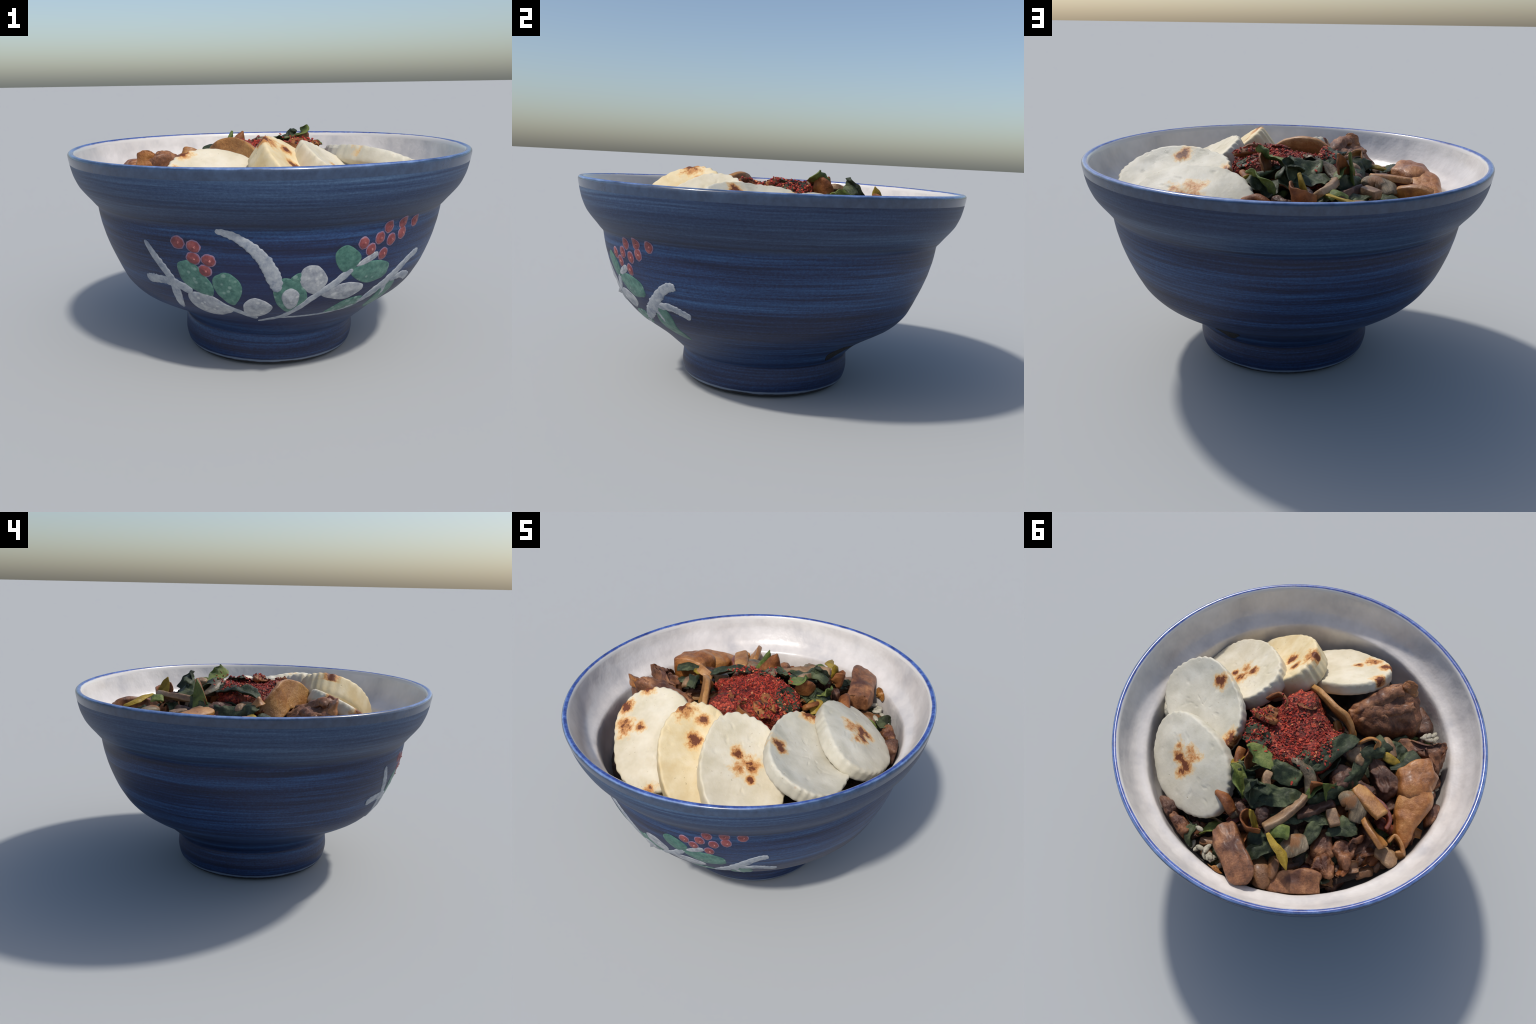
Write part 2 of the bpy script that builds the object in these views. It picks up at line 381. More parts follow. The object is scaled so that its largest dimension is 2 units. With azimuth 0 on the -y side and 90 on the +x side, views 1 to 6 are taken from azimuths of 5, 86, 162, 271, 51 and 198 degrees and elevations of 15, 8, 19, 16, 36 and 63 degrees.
def build_bowl():
    root = bpy.data.objects.new('rice_bowl', None)
    bpy.context.scene.collection.objects.link(root)
    root['label'] = 'blue brushed pottery bowl with painted berry branch and white inside'
    root['category'] = 'bowl'
    SEG = 256
    prof = []                                   # (z, r, region, inner?)
    smoothed = catmull(OUTER, 110)
    for z, r in smoothed:
        prof.append((z, r, 'foot' if z < 0.166 else 'body', 0))
    for z, r in catmull(LIP, 14):
        prof.append((z, r, 'rim', 0))
    for z, r in catmull(INNER, 60):
        prof.append((z, r, 'interior', 1))
    # a shallow recess closes the underside
    under = [(0.03, 0.30), (0.014, 0.34), (0.004, 0.37)]
    prof = [(0.05, 0.0, 'foot', 2), (0.045, 0.2, 'foot', 2)] + [(z, r, 'foot', 2) for z, r in under] + prof + [(0.33, 0.2, 'interior', 1), (0.32, 0.0, 'interior', 1)]
    verts, rings = [], []
    for z, r, reg, inner in prof:
        if r == 0.0:
            rings.append([len(verts)] * SEG); verts.append(Vector((CENTRE[0], CENTRE[1], z))); continue
        ring = []
        for i in range(SEG):
            th = TAU * i / SEG
            rr, zz = r, z
            if inner == 0:
                rr += wobble(th, z)
            elif inner == 1:
                p = Vector((math.sin(th) * 2.4, -math.cos(th) * 2.4, z * 3.2))
                rr += interp(OVAL, z) * math.cos(2 * (th - math.radians(47))) + -0.010 * max(0.0, math.cos(th - math.radians(240))) * smooth(0.97, 0.90, z) + (0.004 * mnoise.noise(p * 1.6) + 0.004 * mnoise.noise(Vector((p.x * 4, p.y * 4, p.z * 1.6)))) * smooth(1.02, 0.95, z)
            # the lip is not perfectly level
            zz += (0.002 * math.sin(th) + 0.001 * math.cos(th) + 0.003 * math.sin(3 * th + 1)) * smooth(0.75, 1.0, z) * (1 if inner != 2 else 0)
            ring.append(len(verts))
            verts.append(Vector((math.sin(th) * rr + CENTRE[0], -math.cos(th) * rr + CENTRE[1], zz)))
        rings.append(ring)
    faces, regs = [], []
    for k in range(len(rings) - 1):
        a, b = rings[k], rings[k + 1]
        reg = prof[k + 1][2] if prof[k + 1][2] != prof[k][2] else prof[k][2]
        for i in range(SEG):
            j = (i + 1) % SEG
            f = [a[i], a[j], b[j], b[i]]
            f = list(dict.fromkeys(f))
            if len(f) >= 3:
                faces.append(f); regs.append(reg)
    full = bpy.data.meshes.new('lathe')
    full.from_pydata([tuple(v) for v in verts], [], faces); full.update()
    normals = [v.normal.copy() for v in full.vertices]
    for reg, mat in (('foot', M_FOOT), ('body', M_BODY), ('rim', M_RIM), ('interior', M_WHITE)):
        idx, vs, fs, ns = {}, [], [], []
        for f, r in zip(faces, regs):
            if r != reg:
                continue
            g = []
            for v in f:
                if v not in idx:
                    idx[v] = len(vs); vs.append(tuple(verts[v])); ns.append(normals[v])
                g.append(idx[v])
            fs.append(g)
        me = bpy.data.meshes.new(reg)
        me.from_pydata(vs, [], fs)
        new_object(reg, me, root, mat)
        me.normals_split_custom_set_from_vertices([tuple(n) for n in ns])
    bpy.data.meshes.remove(full)
    return root

BOWL = build_bowl()

# ------------------------------------------------------------------ painted enamel on the outside
def painted_blob(name, outline, mat, height=0.006, ragged=0.05, parent=None):
    """A raised enamel patch; outline = (azimuth in degrees, height z) round the patch."""
    n = 44
    o = catmull(outline, n, True)
    cth = sum(p[0] for p in o) / n; cz = sum(p[1] for p in o) / n
    verts, faces, rings = [outer_point(math.radians(cth), cz, height)], [], []
    levels = [0.25, 0.5, 0.72, 0.88, 0.97, 1.0]
    seed = len(bpy.data.objects) * 0.37
    for k, s in enumerate(levels):
        ring = []
        for i, (a, z) in enumerate(o):
            jag = 1 + ragged * mnoise.noise(Vector((math.cos(TAU * i / n) * 2.5, math.sin(TAU * i / n) * 2.5, seed)))
            q = s * jag
            lump = 1 + 0.35 * mnoise.noise(Vector((a * 0.5, z * 26, seed)))
            h = height * math.sqrt(max(0, 1 - s ** 3.5)) * lump if s < 1 else -0.002
            ring.append(len(verts))
            verts.append(outer_point(math.radians(lerp(cth, a, q)), lerp(cz, z, q), h * 0.38 + 0.001))
        rings.append(ring)
    for i in range(n):
        faces.append([0, rings[0][i], rings[0][(i + 1) % n]])
        for a, b in zip(rings, rings[1:]):
            faces.append([a[i], b[i], b[(i + 1) % n], a[(i + 1) % n]])
    return new_object(name, mesh_from(name, verts, faces), parent or BOWL, mat)

def painted_stroke(name, path, widths, mat, height=0.006, parent=None):
    """A raised brush stroke along (azimuth, z) points, with its width (m) at start .. end."""
    n = 12 * len(path)
    pts = catmull([(a, z, w) for (a, z), w in zip(path, widths)], n)
    verts, faces, rows = [], [], []
    seed = len(bpy.data.objects) * 0.61
    cross = [-1, -0.93, -0.7, -0.35, 0, 0.35, 0.7, 0.93, 1]
    for k, (a, z, w) in enumerate(pts):
        k0, k1 = max(0, k - 1), min(n - 1, k + 1)
        R = interp(OUTER, z)
        slope = (interp(OUTER, z + 0.012) - interp(OUTER, z - 0.012)) / 0.024
        arc = math.hypot(1, slope)
        du = math.radians(pts[k1][0] - pts[k0][0]) * R; dv = (pts[k1][1] - pts[k0][1]) * arc
        l = math.hypot(du, dv) or 1
        e = k / (n - 1)
        w *= math.sqrt(max(0.02, 1 - (2 * e - 1) ** 14))
        row = []
        for c in cross:
            jag = w * 0.5 * (1 + 0.22 * mnoise.noise(Vector((k * 0.35, math.copysign(1, c) * 3, seed))))
            u, v = -dv / l * c * jag, du / l * c * jag
            h = height * math.sqrt(max(0, 1 - abs(c) ** 3)) * (1 + 0.3 * mnoise.noise(Vector((k * 0.3, c * 2, seed + 9)))) if abs(c) < 1 else -0.002
            row.append(len(verts))
            verts.append(outer_point(math.radians(a) + u / R, z + v / arc, h * 0.38 + 0.001))
        rows.append(row)
    for a, b in zip(rows, rows[1:]):
        for i in range(len(cross) - 1):
            faces.append([a[i], a[i + 1], b[i + 1], b[i]])
    return new_object(name, mesh_from(name, verts, faces), parent or BOWL, mat)

# branches and stems (azimuth in degrees, height)
for path, widths, hgt in [
    ([(-35.0, 0.700), (-32.5, 0.636), (-30.1, 0.58), (-28.1, 0.52), (-28.0, 0.45), (-28.8, 0.376)], [0.026, 0.040, 0.045, 0.045, 0.05, 0.03], 0.007),
    ([(-40.0, 0.504), (-36.0, 0.512), (-32.3, 0.514), (-26.6, 0.507), (-21.4, 0.477)], [0.045, 0.05, 0.045, 0.05, 0.05], 0.007),
    ([(-21.7, 0.468), (-15.7, 0.440), (-10.6, 0.412), (-5.2, 0.374), (-1.0, 0.335)], [0.04, 0.03, 0.03, 0.03, 0.03], 0.005),
    ([(-10.6, 0.774), (-6.8, 0.760), (-3.1, 0.730), (0.2, 0.689), (3.1, 0.632), (5.4, 0.556), (6.3, 0.500)], [0.030, 0.034, 0.042, 0.052, 0.062, 0.064, 0.045], 0.008),
    ([(-0.8, 0.309), (7.2, 0.345), (12.4, 0.393), (18.7, 0.471), (23.7, 0.52), (28.7, 0.585)], [0.022, 0.03, 0.03, 0.034, 0.042, 0.04], 0.006),
    ([(7.3, 0.341), (16.6, 0.343), (25.5, 0.349), (34.2, 0.376), (39.6, 0.428)], [0.018, 0.02, 0.022, 0.03, 0.034], 0.005),
    ([(37.0, 0.395), (41.5, 0.44), (45.5, 0.485), (49.6, 0.537), (53.8, 0.583), (57.6, 0.597)], [0.04, 0.055, 0.06, 0.05, 0.045, 0.045], 0.007),
    ([(60.8, 0.452), (57.0, 0.474), (53.5, 0.489), (47.5, 0.484)], [0.040, 0.042, 0.042, 0.04], 0.006),
    ([(44.5, 0.465), (46.5, 0.44), (47.0, 0.40)], [0.03, 0.03, 0.02], 0.005),
]:
    painted_stroke('painted_branch', path, widths, M_EN_BRANCH, hgt)

for name, outline, mat, hgt in [
    ('painted_petal', [(-23.6, 0.462), (-17.9, 0.478), (-12.6, 0.448), (-8.4, 0.395), (-12, 0.362), (-16.8, 0.352), (-22.0, 0.385)], M_EN_WHITE, 0.006),
    ('painted_petal', [(-4.8, 0.418), (-2.0, 0.462), (1.4, 0.458), (4.8, 0.413), (1.8, 0.365), (-3.9, 0.345)], M_EN_WHITE, 0.007),
    ('painted_leaf', [(-24.3, 0.6), (-21.0, 0.632), (-18.1, 0.618), (-15.7, 0.576), (-13.6, 0.506), (-15.0, 0.462), (-19.6, 0.480), (-23.8, 0.522)], M_EN_GREEN, 0.006),
    ('painted_leaf', [(-13.3, 0.547), (-10.7, 0.582), (-7.4, 0.58), (-4.4, 0.523), (-5.9, 0.455), (-8.2, 0.422), (-11.3, 0.455), (-13.3, 0.499)], M_EN_GREEN, 0.006),
    ('painted_leaf', [(10.1, 0.561), (12.8, 0.588), (14.6, 0.55), (13.1, 0.525)], M_EN_GREEN, 0.004),
    ('painted_leaf', [(5.1, 0.5), (6.9, 0.555), (10.1, 0.561), (14.2, 0.520), (15.7, 0.458), (13.2, 0.408), (10.3, 0.382), (6.5, 0.425)], M_EN_GREEN, 0.006),
    ('painted_leaf_heart', [(7.8, 0.491), (10.3, 0.518), (13.0, 0.487), (12.6, 0.424), (10.1, 0.402), (7.9, 0.447)], M_EN_WHITE, 0.024),
    ('painted_petal', [(12.8, 0.582), (14.4, 0.618), (17.6, 0.618), (20.4, 0.573), (21.2, 0.532), (18.6, 0.476), (14.8, 0.498), (12.6, 0.543)], M_EN_WHITE, 0.007),
    ('painted_petal', [(20.2, 0.472), (23.9, 0.508), (28.7, 0.520), (34.0, 0.500), (35.0, 0.472), (33.6, 0.452), (29.4, 0.428), (23.6, 0.444)], M_EN_WHITE, 0.007),
    ('painted_leaf', [(22.4, 0.666), (25.0, 0.700), (28.2, 0.680), (30.8, 0.637), (29.5, 0.587), (27.1, 0.567), (23.6, 0.605)], M_EN_PLAIN, 0.006),
    ('painted_leaf', [(28.4, 0.562), (31.4, 0.602), (35.9, 0.610), (42.2, 0.584), (43.1, 0.530), (39.6, 0.504), (34.3, 0.506)], M_EN_GREEN, 0.007),
    ('painted_bud', [(29.4, 0.596), (32.0, 0.628), (35.7, 0.652), (36.6, 0.630), (33.0, 0.600)], M_EN_WHITE, 0.006),
    ('painted_leaf', [(24.4, 0.352), (28.1, 0.408), (33.0, 0.430), (37.5, 0.42), (37.1, 0.377), (33.5, 0.355)], M_EN_GREEN, 0.005),
    ('painted_leaf', [(45.8, 0.462), (50.2, 0.478), (52.2, 0.430), (51.5, 0.374), (52.5, 0.305), (48.0, 0.315), (44.0, 0.35), (43.5, 0.40)], M_EN_PLAIN, 0.005),
]:
    painted_blob(name, outline, mat, hgt)

painted_blob('scan_hole_patch', [(123.5, 0.232), (127, 0.280), (133, 0.282), (139, 0.268), (136, 0.225), (128.5, 0.186)], M_SCAN_HOLE, 0.0012, 0.03)  # dark patch standing in for a hole in the scan, no real chip

def berry(a, z, ra, rz):
    def oval(f, da=0.0):
        return [(a + da + ra * f * math.sin(TAU * i / 8), z + rz * f * math.cos(TAU * i / 8)) for i in range(8)]
    b = painted_blob('painted_berry', oval(1.0), M_EN_HALO, 0.003, 0.10)
    painted_blob('berry_body', oval(0.86), M_EN_RED, 0.009, 0.08, b)
    painted_blob('berry_glint', oval(0.26, ra * 0.12), M_EN_GLINT, 0.0105, 0.4, b)

for a, z in [(-22.5, 0.711), (-17.6, 0.699), (-18.2, 0.645), (-13.5, 0.640), (-15.2, 0.590)]:
    berry(a, z, 2.35, 0.030)
for a, z in [(30.7, 0.700), (33.5, 0.666), (36.0, 0.713), (38.5, 0.636), (40.4, 0.697), (38.7, 0.758), (44.5, 0.718), (44.2, 0.766), (49.7, 0.762)]:
    berry(a, z, 1.75, 0.030)

# ------------------------------------------------------------------ five seared yam slices
def yam_slice(centre, nx, ny, a, b, turn, thick, mat, seed, dome=0.0):
    """A thick disc with scalloped edge; its upper face lies at local z = 0."""
    n = Vector((nx, ny, 1)).normalized()
    u = Vector((0, 1, 0)).cross(n).normalized(); v = n.cross(u)
    u, v = u * math.cos(turn) + v * math.sin(turn), v * math.cos(turn) - u * math.sin(turn)
    N = 176
    lobes = 34
    verts, faces, rings = [Vector((0, 0, dome))], [], []
    # (scale, depth, scallop share) from the middle of the face, over the edge, to the back
    rows = [(0.035 * k, 0, 0) for k in range(1, 24)]
    rows += [(0.83, 0, 0), (0.86, 0, 0.1), (0.89, 0.0003, 0.2), (0.92, 0.0006, 0.35), (0.95, 0.001, 0.6), (0.972, 0.0025, 0.8),
             (0.987, 0.006, 0.95), (0.997, 0.011, 1), (1.0, 0.018, 0.95)]
    rows += [(1.0 - 0.01 * t, lerp(0.018, thick - 0.014, t), 0.5) for t in (0.12, 0.25, 0.4, 0.55, 0.7, 0.85)]
    rows += [(0.985, thick - 0.010, 0.8), (0.965, thick - 0.003, 0.6), (0.92, thick, 0.3), (0.7, thick, 0), (0.35, thick, 0)]
    for s, d, sc in rows:
        ring = []
        for i in range(N):
            t = TAU * i / N
            ph = lobes * t + 5.0 * mnoise.noise(Vector((math.cos(t) * 2.2, math.sin(t) * 1.5, seed)))
            notch = (0.5 + 0.5 * math.cos(ph)) ** 1.2
            q = s * (1 - sc * 0.032 * notch * (0.25 + 1.5 * abs(mnoise.noise(Vector((math.cos(t) * 2, math.sin(t) * 2, seed + 4))))))
            q *= 1 + 0.05 * mnoise.noise(Vector((math.cos(t) * 1.4, math.sin(t) * 1.4, seed + 8)))
            q *= 1 + 0.018 * math.cos(4 * t + seed)
            x, y = a * q * math.cos(t), b * q * math.sin(t)
            z = -d + dome * (1 - min(1, q * q) * 1.3)
            p = Vector((x, y, seed * 2))
            if d < 0.02 and s > 0.0:
                z += min(1, s * 8) * 0.010 * mnoise.noise(p * 5) + 0.003 * mnoise.noise(p * 13)
                pit = mnoise.noise(p * 31 + Vector((7, 0, 0)))
                z -= 0.0035 * smooth(0.45, 0.65, pit)
            ring.append(len(verts)); verts.append(Vector((x, y, z)))
        rings.append(ring)
    verts.append(Vector((0, 0, -thick))); last = len(verts) - 1
    for i in range(N):
        j = (i + 1) % N
        faces.append([0, rings[0][i], rings[0][j]])
        for p, q in zip(rings, rings[1:]):
            faces.append([p[i], q[i], q[j], p[j]])
        faces.append([rings[-1][j], rings[-1][i], last])
    me = mesh_from('yam_slice', verts, faces)
    ob = new_object('yam_slice', me, None, mat)
    m3 = Matrix((u, v, n)).transposed()
    ob.matrix_world = Matrix.Translation(centre) @ m3.to_4x4()
    ob['label'] = 'thick round seared white yam slice with scalloped edge'
    ob['category'] = 'yam slice'
    return ob

CREAM = ((196, 185, 156), (212, 202, 178), (222, 214, 194))
PALE = ((186, 180, 160), (202, 196, 178), (212, 207, 191))
WARM = ((206, 182, 134), (218, 200, 160), (226, 212, 182))
SLICES = [
    (Vector((0.534, 0.289, 0.904)), 0.42, 0.545, 0.317, 0.226, -0.932, PALE,
     [(0.115, -0.018, 0, 0.05), (0.067, 0.016, 0, 0.055), (0.018, -0.052, 0, 0.055), (0.0, 0.012, 0, 0.055), (0.05, -0.055, 0, 0.045), (-0.008, 0.05, 0, 0.05)]),
    (Vector((0.564, -0.055, 0.958)), 0.369, 0.293, 0.324, 0.228, -0.932, PALE,
     [(0.062, -0.173, 0, 0.05), (0.085, -0.150, 0, 0.04), (-0.287, -0.065, 0, 0.06), (-0.315, -0.030, 0, 0.05)]),
    (Vector((0.434, -0.372, 0.924)), 0.615, -0.093, 0.323, 0.218, -0.54, CREAM,
     [(-0.041, 0.023, 0, 0.06), (-0.012, -0.020, 0, 0.05), (-0.088, -0.024, 0, 0.042), (0.042, 0.028, 0, 0.03)]),
    (Vector((0.279, -0.490, 0.897)), 0.755, -0.239, 0.356, 0.227, -0.289, WARM,
     [(-0.246, 0.036, 0, 0.045), (-0.161, -0.018, 0, 0.055), (-0.335, -0.041, 0, 0.075)]),
    (Vector((-0.122, -0.548, 0.903)), 0.254, -0.59, 0.323, 0.235, -0.476, CREAM,
     [(-0.236, -0.135, 0, 0.06), (-0.118, -0.148, 0, 0.06), (-0.08, -0.065, 0, 0.035), (0.285, -0.055, 0, 0.045), (-0.301, 0.014, 0, 0.045)]),
]
DOMES = (0.022, -0.028, -0.022, -0.014, -0.004)
THICK = (0.085, 0.085, 0.110, 0.140, 0.075)
for i, (c, nx, ny, a, b, turn, tint, burns) in enumerate(SLICES):
    yam_slice(c, nx, ny, a, b, turn, THICK[i], yam_flesh('yam_flesh', burns, tint, a, b), i * 2.3 + 1, DOMES[i])

# ------------------------------------------------------------------ the stir-fry
STEW = bpy.data.objects.new('meat_stir_fry', None)
bpy.context.scene.collection.objects.link(STEW)
STEW.location = (0, 0, 0)
STEW['label'] = 'heap of stir-fried beef, chicken, onion and leek with red chili flakes'
STEW['category'] = 'stir-fry'

def lump(name, outline, depth, puff, mat, rough=0.012, scale=9, ridged=0.3, stretch=None, seed=None, parent=None, square=3.4, drop=None):
    """A rounded chunk: outline = points (x, y, z) round its upper edge; domed by puff, depth deep."""
    drop = puff * 0.8 + 0.010 if drop is None else drop
    seed = seed if seed is not None else len(bpy.data.objects) * 0.77
    n = 96
    o = [Vector(p) - Vector((0, 0, drop)) for p in catmull(outline, n, True)]
    c = sum(o, Vector()) / n
    verts, faces, rings = [], [], []
    top = [0.08 * k for k in range(1, 10)] + [0.78, 0.84, 0.89, 0.93, 0.96, 0.985, 1.0]
    verts.append(Vector((c.x, c.y, c.z + puff)))
    for s in top:
        ring = []
        for p in o:
            z = lerp(c.z, p.z, s ** 1.3) + puff * (1 - s ** square) ** (1 / 2.0) if s < 1 else p.z
            ring.append(len(verts)); verts.append(Vector((lerp(c.x, p.x, s), lerp(c.y, p.y, s), z)))
        rings.append(ring)
    for u in (0.12, 0.25, 0.4, 0.55, 0.7, 0.85, 1.0):
        q = 1 + 0.03 * math.sin(math.pi * u) - 0.10 * u * u
        ring = []
        for p in o:
            ring.append(len(verts)); verts.append(Vector((lerp(c.x, p.x, q), lerp(c.y, p.y, q), lerp(p.z, c.z, 0.5 * u) - depth * u)))
        rings.append(ring)
    verts.append(Vector((c.x, c.y, c.z - depth * 1.1))); last = len(verts) - 1
    for i in range(n):
        j = (i + 1) % n
        faces.append([0, rings[0][i], rings[0][j]])
        for a, b in zip(rings, rings[1:]):
            faces.append([a[i], b[i], b[j], a[j]])
        faces.append([rings[-1][j], rings[-1][i], last])
    me = mesh_from(name, verts, faces)
    displace(me, 0.012 + rough * 1.2, scale * 0.5, 2, seed)
    displace(me, rough, scale * 1.6, 5, seed + 5, stretch, ridged)
    return centred(name, me, parent or STEW, mat)

def strip(name, spine, widths, thick, tilts, mat, cup=0.0, wave=0.0, sharp=5.0, taper=(0.85, 0.85), rough=0.003, seed=None, parent=None):
    """A band swept along spine. widths per point; tilts in degrees about the spine (0 = lying flat,
    90 = on edge); cup bends its cross-section; wave flutters it like a leaf."""
    seed = seed if seed is not None else len(bpy.data.objects) * 0.53
    if isinstance(widths, (int, float)):
        widths = [widths] * len(spine)
    if isinstance(tilts, (int, float)):
        tilts = [tilts] * len(spine)
    length = sum((Vector(a) - Vector(b)).length for a, b in zip(spine, spine[1:]))
    n = max(18, min(70, int(length / 0.009)))
    pts = catmull([(*p, w, t) for p, w, t in zip(spine, widths, tilts)], n)
    W = 22
    verts, faces, rows = [], [], []
    for k, (x, y, z, w, tilt) in enumerate(pts):
        p0, p1 = Vector(pts[max(0, k - 1)][:3]), Vector(pts[min(n - 1, k + 1)][:3])
        T = (p1 - p0).normalized()
        side = T.cross(Vector((0, 0, 1)))
        if side.length < 0.15:
            side = T.cross(Vector((0.3, -1, 0)))
        side.normalize(); up = side.cross(T).normalized()
        a = math.radians(tilt)
        S, U = side * math.cos(a) + up * math.sin(a), up * math.cos(a) - side * math.sin(a)
        e = k / (n - 1)
        end = min(1.0, (lerp(taper[0], 1, smooth(0, 0.22, e))), lerp(taper[1], 1, smooth(1, 0.78, e)))
        rnd = math.sqrt(max(0.0, 1 - max(0, abs(2 * e - 1) - 0.93) ** 2 / 0.07 ** 2 * 0.75))
        ww, tt = w * end * 0.5, thick * 0.5 * rnd
        if wave > 0.005:
            ww *= 1 + 0.22 * mnoise.noise(Vector((e * length * 30, seed, 2.0)))
            tt *= 0.75
        row = []
        for i in range(W):
            t = TAU * i / W
            cx, cy = math.cos(t), math.sin(t)
            ex = math.copysign(abs(cx) ** (2 / sharp), cx); ey = math.copysign(abs(cy) ** (2 / sharp), cy)
            vein = 0.0012 * math.sin(ex * 15 + seed) * (1 if wave > 0.005 else 0)
            flut = vein + wave * (mnoise.noise(Vector((e * length * 9, ex * 1.1, seed))) + 0.8 * mnoise.noise(Vector((e * length * 24, ex * 1.8, seed + 3))))
            h = ey * tt + cup * w * (ex * ex - 0.4) + flut
            row.append(len(verts)); verts.append(Vector((x, y, z)) + S * (ex * ww) + U * h)
        rows.append(row)
    for a, b in zip(rows, rows[1:]):
        for i in range(W):
            j = (i + 1) % W
            faces.append([a[i], a[j], b[j], b[i]])
    for row in (rows[0], rows[-1]):
        c = sum((verts[i] for i in row), Vector()) / W
        verts.append(c)
        for i in range(W):
            faces.append([row[i], row[(i + 1) % W], len(verts) - 1])
    me = mesh_from(name, verts, faces)
    if rough:
        displace(me, rough, 16, 4, seed)
    return centred(name, me, parent or STEW, mat)

def sheet(name, outline, mat, crumple=0.02, thick=0.009, scale=10, seed=None, parent=None):
    """A thin crumpled leaf: outline = points round its ragged edge, filled by folds of noise."""
    seed = seed if seed is not None else len(bpy.data.objects) * 0.43
    n = 110
    o = [Vector(p) for p in catmull(outline, n, True)]
    c = sum(o, Vector()) / n
    K = 22
    sides = []
    verts, faces = [], []
    for face in (1, -1):
        rings = []
        verts.append(None); centre = len(verts) - 1
        for k in range(0, K + 1):
            s = k / K
            ring = []
            for i, p in enumerate(o):
                jag = 1 + 0.10 * mnoise.noise(Vector((math.cos(TAU * i / n) * 3, math.sin(TAU * i / n) * 3, seed))) * s
                q = c.lerp(p, s * jag)
                w = Vector((q.x, q.y, seed)) * scale
                fold = mnoise.noise(w) + 0.5 * mnoise.noise(w * 2.3) - 0.7 * abs(mnoise.noise(w * 1.4 + Vector((3, 1, 2))))
                q.z += crumple * fold + face * thick * 0.5 * (1 - s ** 6)
                if k == 0:
                    verts[centre] = q; break
                ring.append(len(verts)); verts.append(q)
            if k:
                rings.append(ring)
        for i in range(n):
            j = (i + 1) % n
            faces.append([centre, rings[0][i], rings[0][j]])
            for a, b in zip(rings, rings[1:]):
                faces.append([a[i], b[i], b[j], a[j]])
        sides.append(rings[-1])
    for i in range(n):
        j = (i + 1) % n
        faces.append([sides[0][i], sides[1][i], sides[1][j], sides[0][j]])
    me = mesh_from(name, verts, faces)
    bm = bmesh.new(); bm.from_mesh(me)
    bmesh.ops.remove_doubles(bm, verts=bm.verts, dist=1e-5)
    bmesh.ops.recalc_face_normals(bm, faces=bm.faces)
    bm.to_mesh(me); bm.free()
    return centred(name, me, parent or STEW, mat)

def contain(me):
    """Press whatever leans on the bowl flat against its inner wall."""
    for v in me.vertices:
        d = math.hypot(v.co.x, v.co.y)
        if d < 0.6:
            continue
        th = math.atan2(v.co.x, -v.co.y)
        z = max(0.45, min(0.99, v.co.z))
        lim = interp(INNER_UP, z) + interp(OVAL, z) * math.cos(2 * (th - math.radians(47))) - 0.012
        if d > lim:
            v.co.x *= lim / d; v.co.y *= lim / d

# the bed of sauced rice and scraps everything lies on
def bed_height(x, y):
    r = math.hypot(x, y)
    h = interp([(0, 0.92), (0.22, 0.89), (0.32, 0.84), (0.45, 0.785), (0.6, 0.73), (0.70, 0.695), (0.80, 0.67)], r)
    h += 0.06 * smooth(0.55, 0.76, r) * smooth(-0.15, -0.5, x) * smooth(-0.30, 0.0, y)
    if y < -0.25 and x > -0.3 or x > 0.45:
        h -= 0.04 * smooth(0.5, 0.8, r)
    return h

def build_bed():
    verts, faces, rings = [Vector((0, 0, bed_height(0, 0)))], [], []
    N, K = 160, 46
    for k in range(1, K + 1):
        r = 0.785 * k / K
        ring = []
        for i in range(N):
            t = TAU * i / N
            x, y = r * math.cos(t), r * math.sin(t)
            p = Vector((x, y, 0))
            z = bed_height(x, y) + 0.028 * fbm(p * 9, 4) - 0.02 * abs(mnoise.noise(p * 14))
            ring.append(len(verts)); verts.append(Vector((x, y, z)))
        rings.append(ring)
    for i in range(N):
        j = (i + 1) % N
        faces.append([0, rings[0][i], rings[0][j]])
        for a, b in zip(rings, rings[1:]):
            faces.append([a[i], b[i], b[j], a[j]])
    ob = new_object('stir_fry_bed', mesh_from('stir_fry_bed', verts, faces), STEW, M_BASE)
    return ob
build_bed()

GRAIN_X = (Vector((0.93, -0.37, 0)), 0.25)
GRAIN_D = (Vector((-0.6, 0.7, 0)), 0.3)
# --- meat
lump('beef_chunk', [(-0.237, -0.240, 0.95), (-0.302, -0.289, 0.985), (-0.39, -0.355, 1.01), (-0.446, -0.385, 1.045), (-0.50, -0.415, 1.045), (-0.55, -0.425, 1.03), (-0.592, -0.415, 1.01), (-0.615, -0.363, 0.98),
     (-0.640, -0.290, 0.915), (-0.560, -0.220, 0.90), (-0.443, -0.195, 0.89), (-0.372, -0.170, 0.88), (-0.285, -0.185, 0.92)], 0.17, 0.024, M_BEEF, 0.020, 9, 0.6, GRAIN_X, square=7)
lump('beef_chunk', [(-0.50, -0.385, 1.04), (-0.495, -0.42, 1.065), (-0.530, -0.430, 1.075), (-0.575, -0.415, 1.055), (-0.57, -0.375, 1.02)], 0.06, 0.012, M_CHICKEN, 0.009, 12, 0.3)
strip('beef_strip', [(-0.245, -0.225, 0.920), (-0.33, -0.275, 0.960), (-0.42, -0.345, 1.000), (-0.50, -0.385, 1.015)], [0.06, 0.08, 0.09, 0.07], 0.05, 20, M_BEEF, -0.15, sharp=3, rough=0.016)
strip('beef_strip', [(-0.30, -0.20, 0.910), (-0.40, -0.255, 0.940), (-0.50, -0.30, 0.960), (-0.58, -0.335, 0.965)], [0.05, 0.06, 0.07, 0.06], 0.045, 25, M_BEEF, -0.15, sharp=3, rough=0.016)
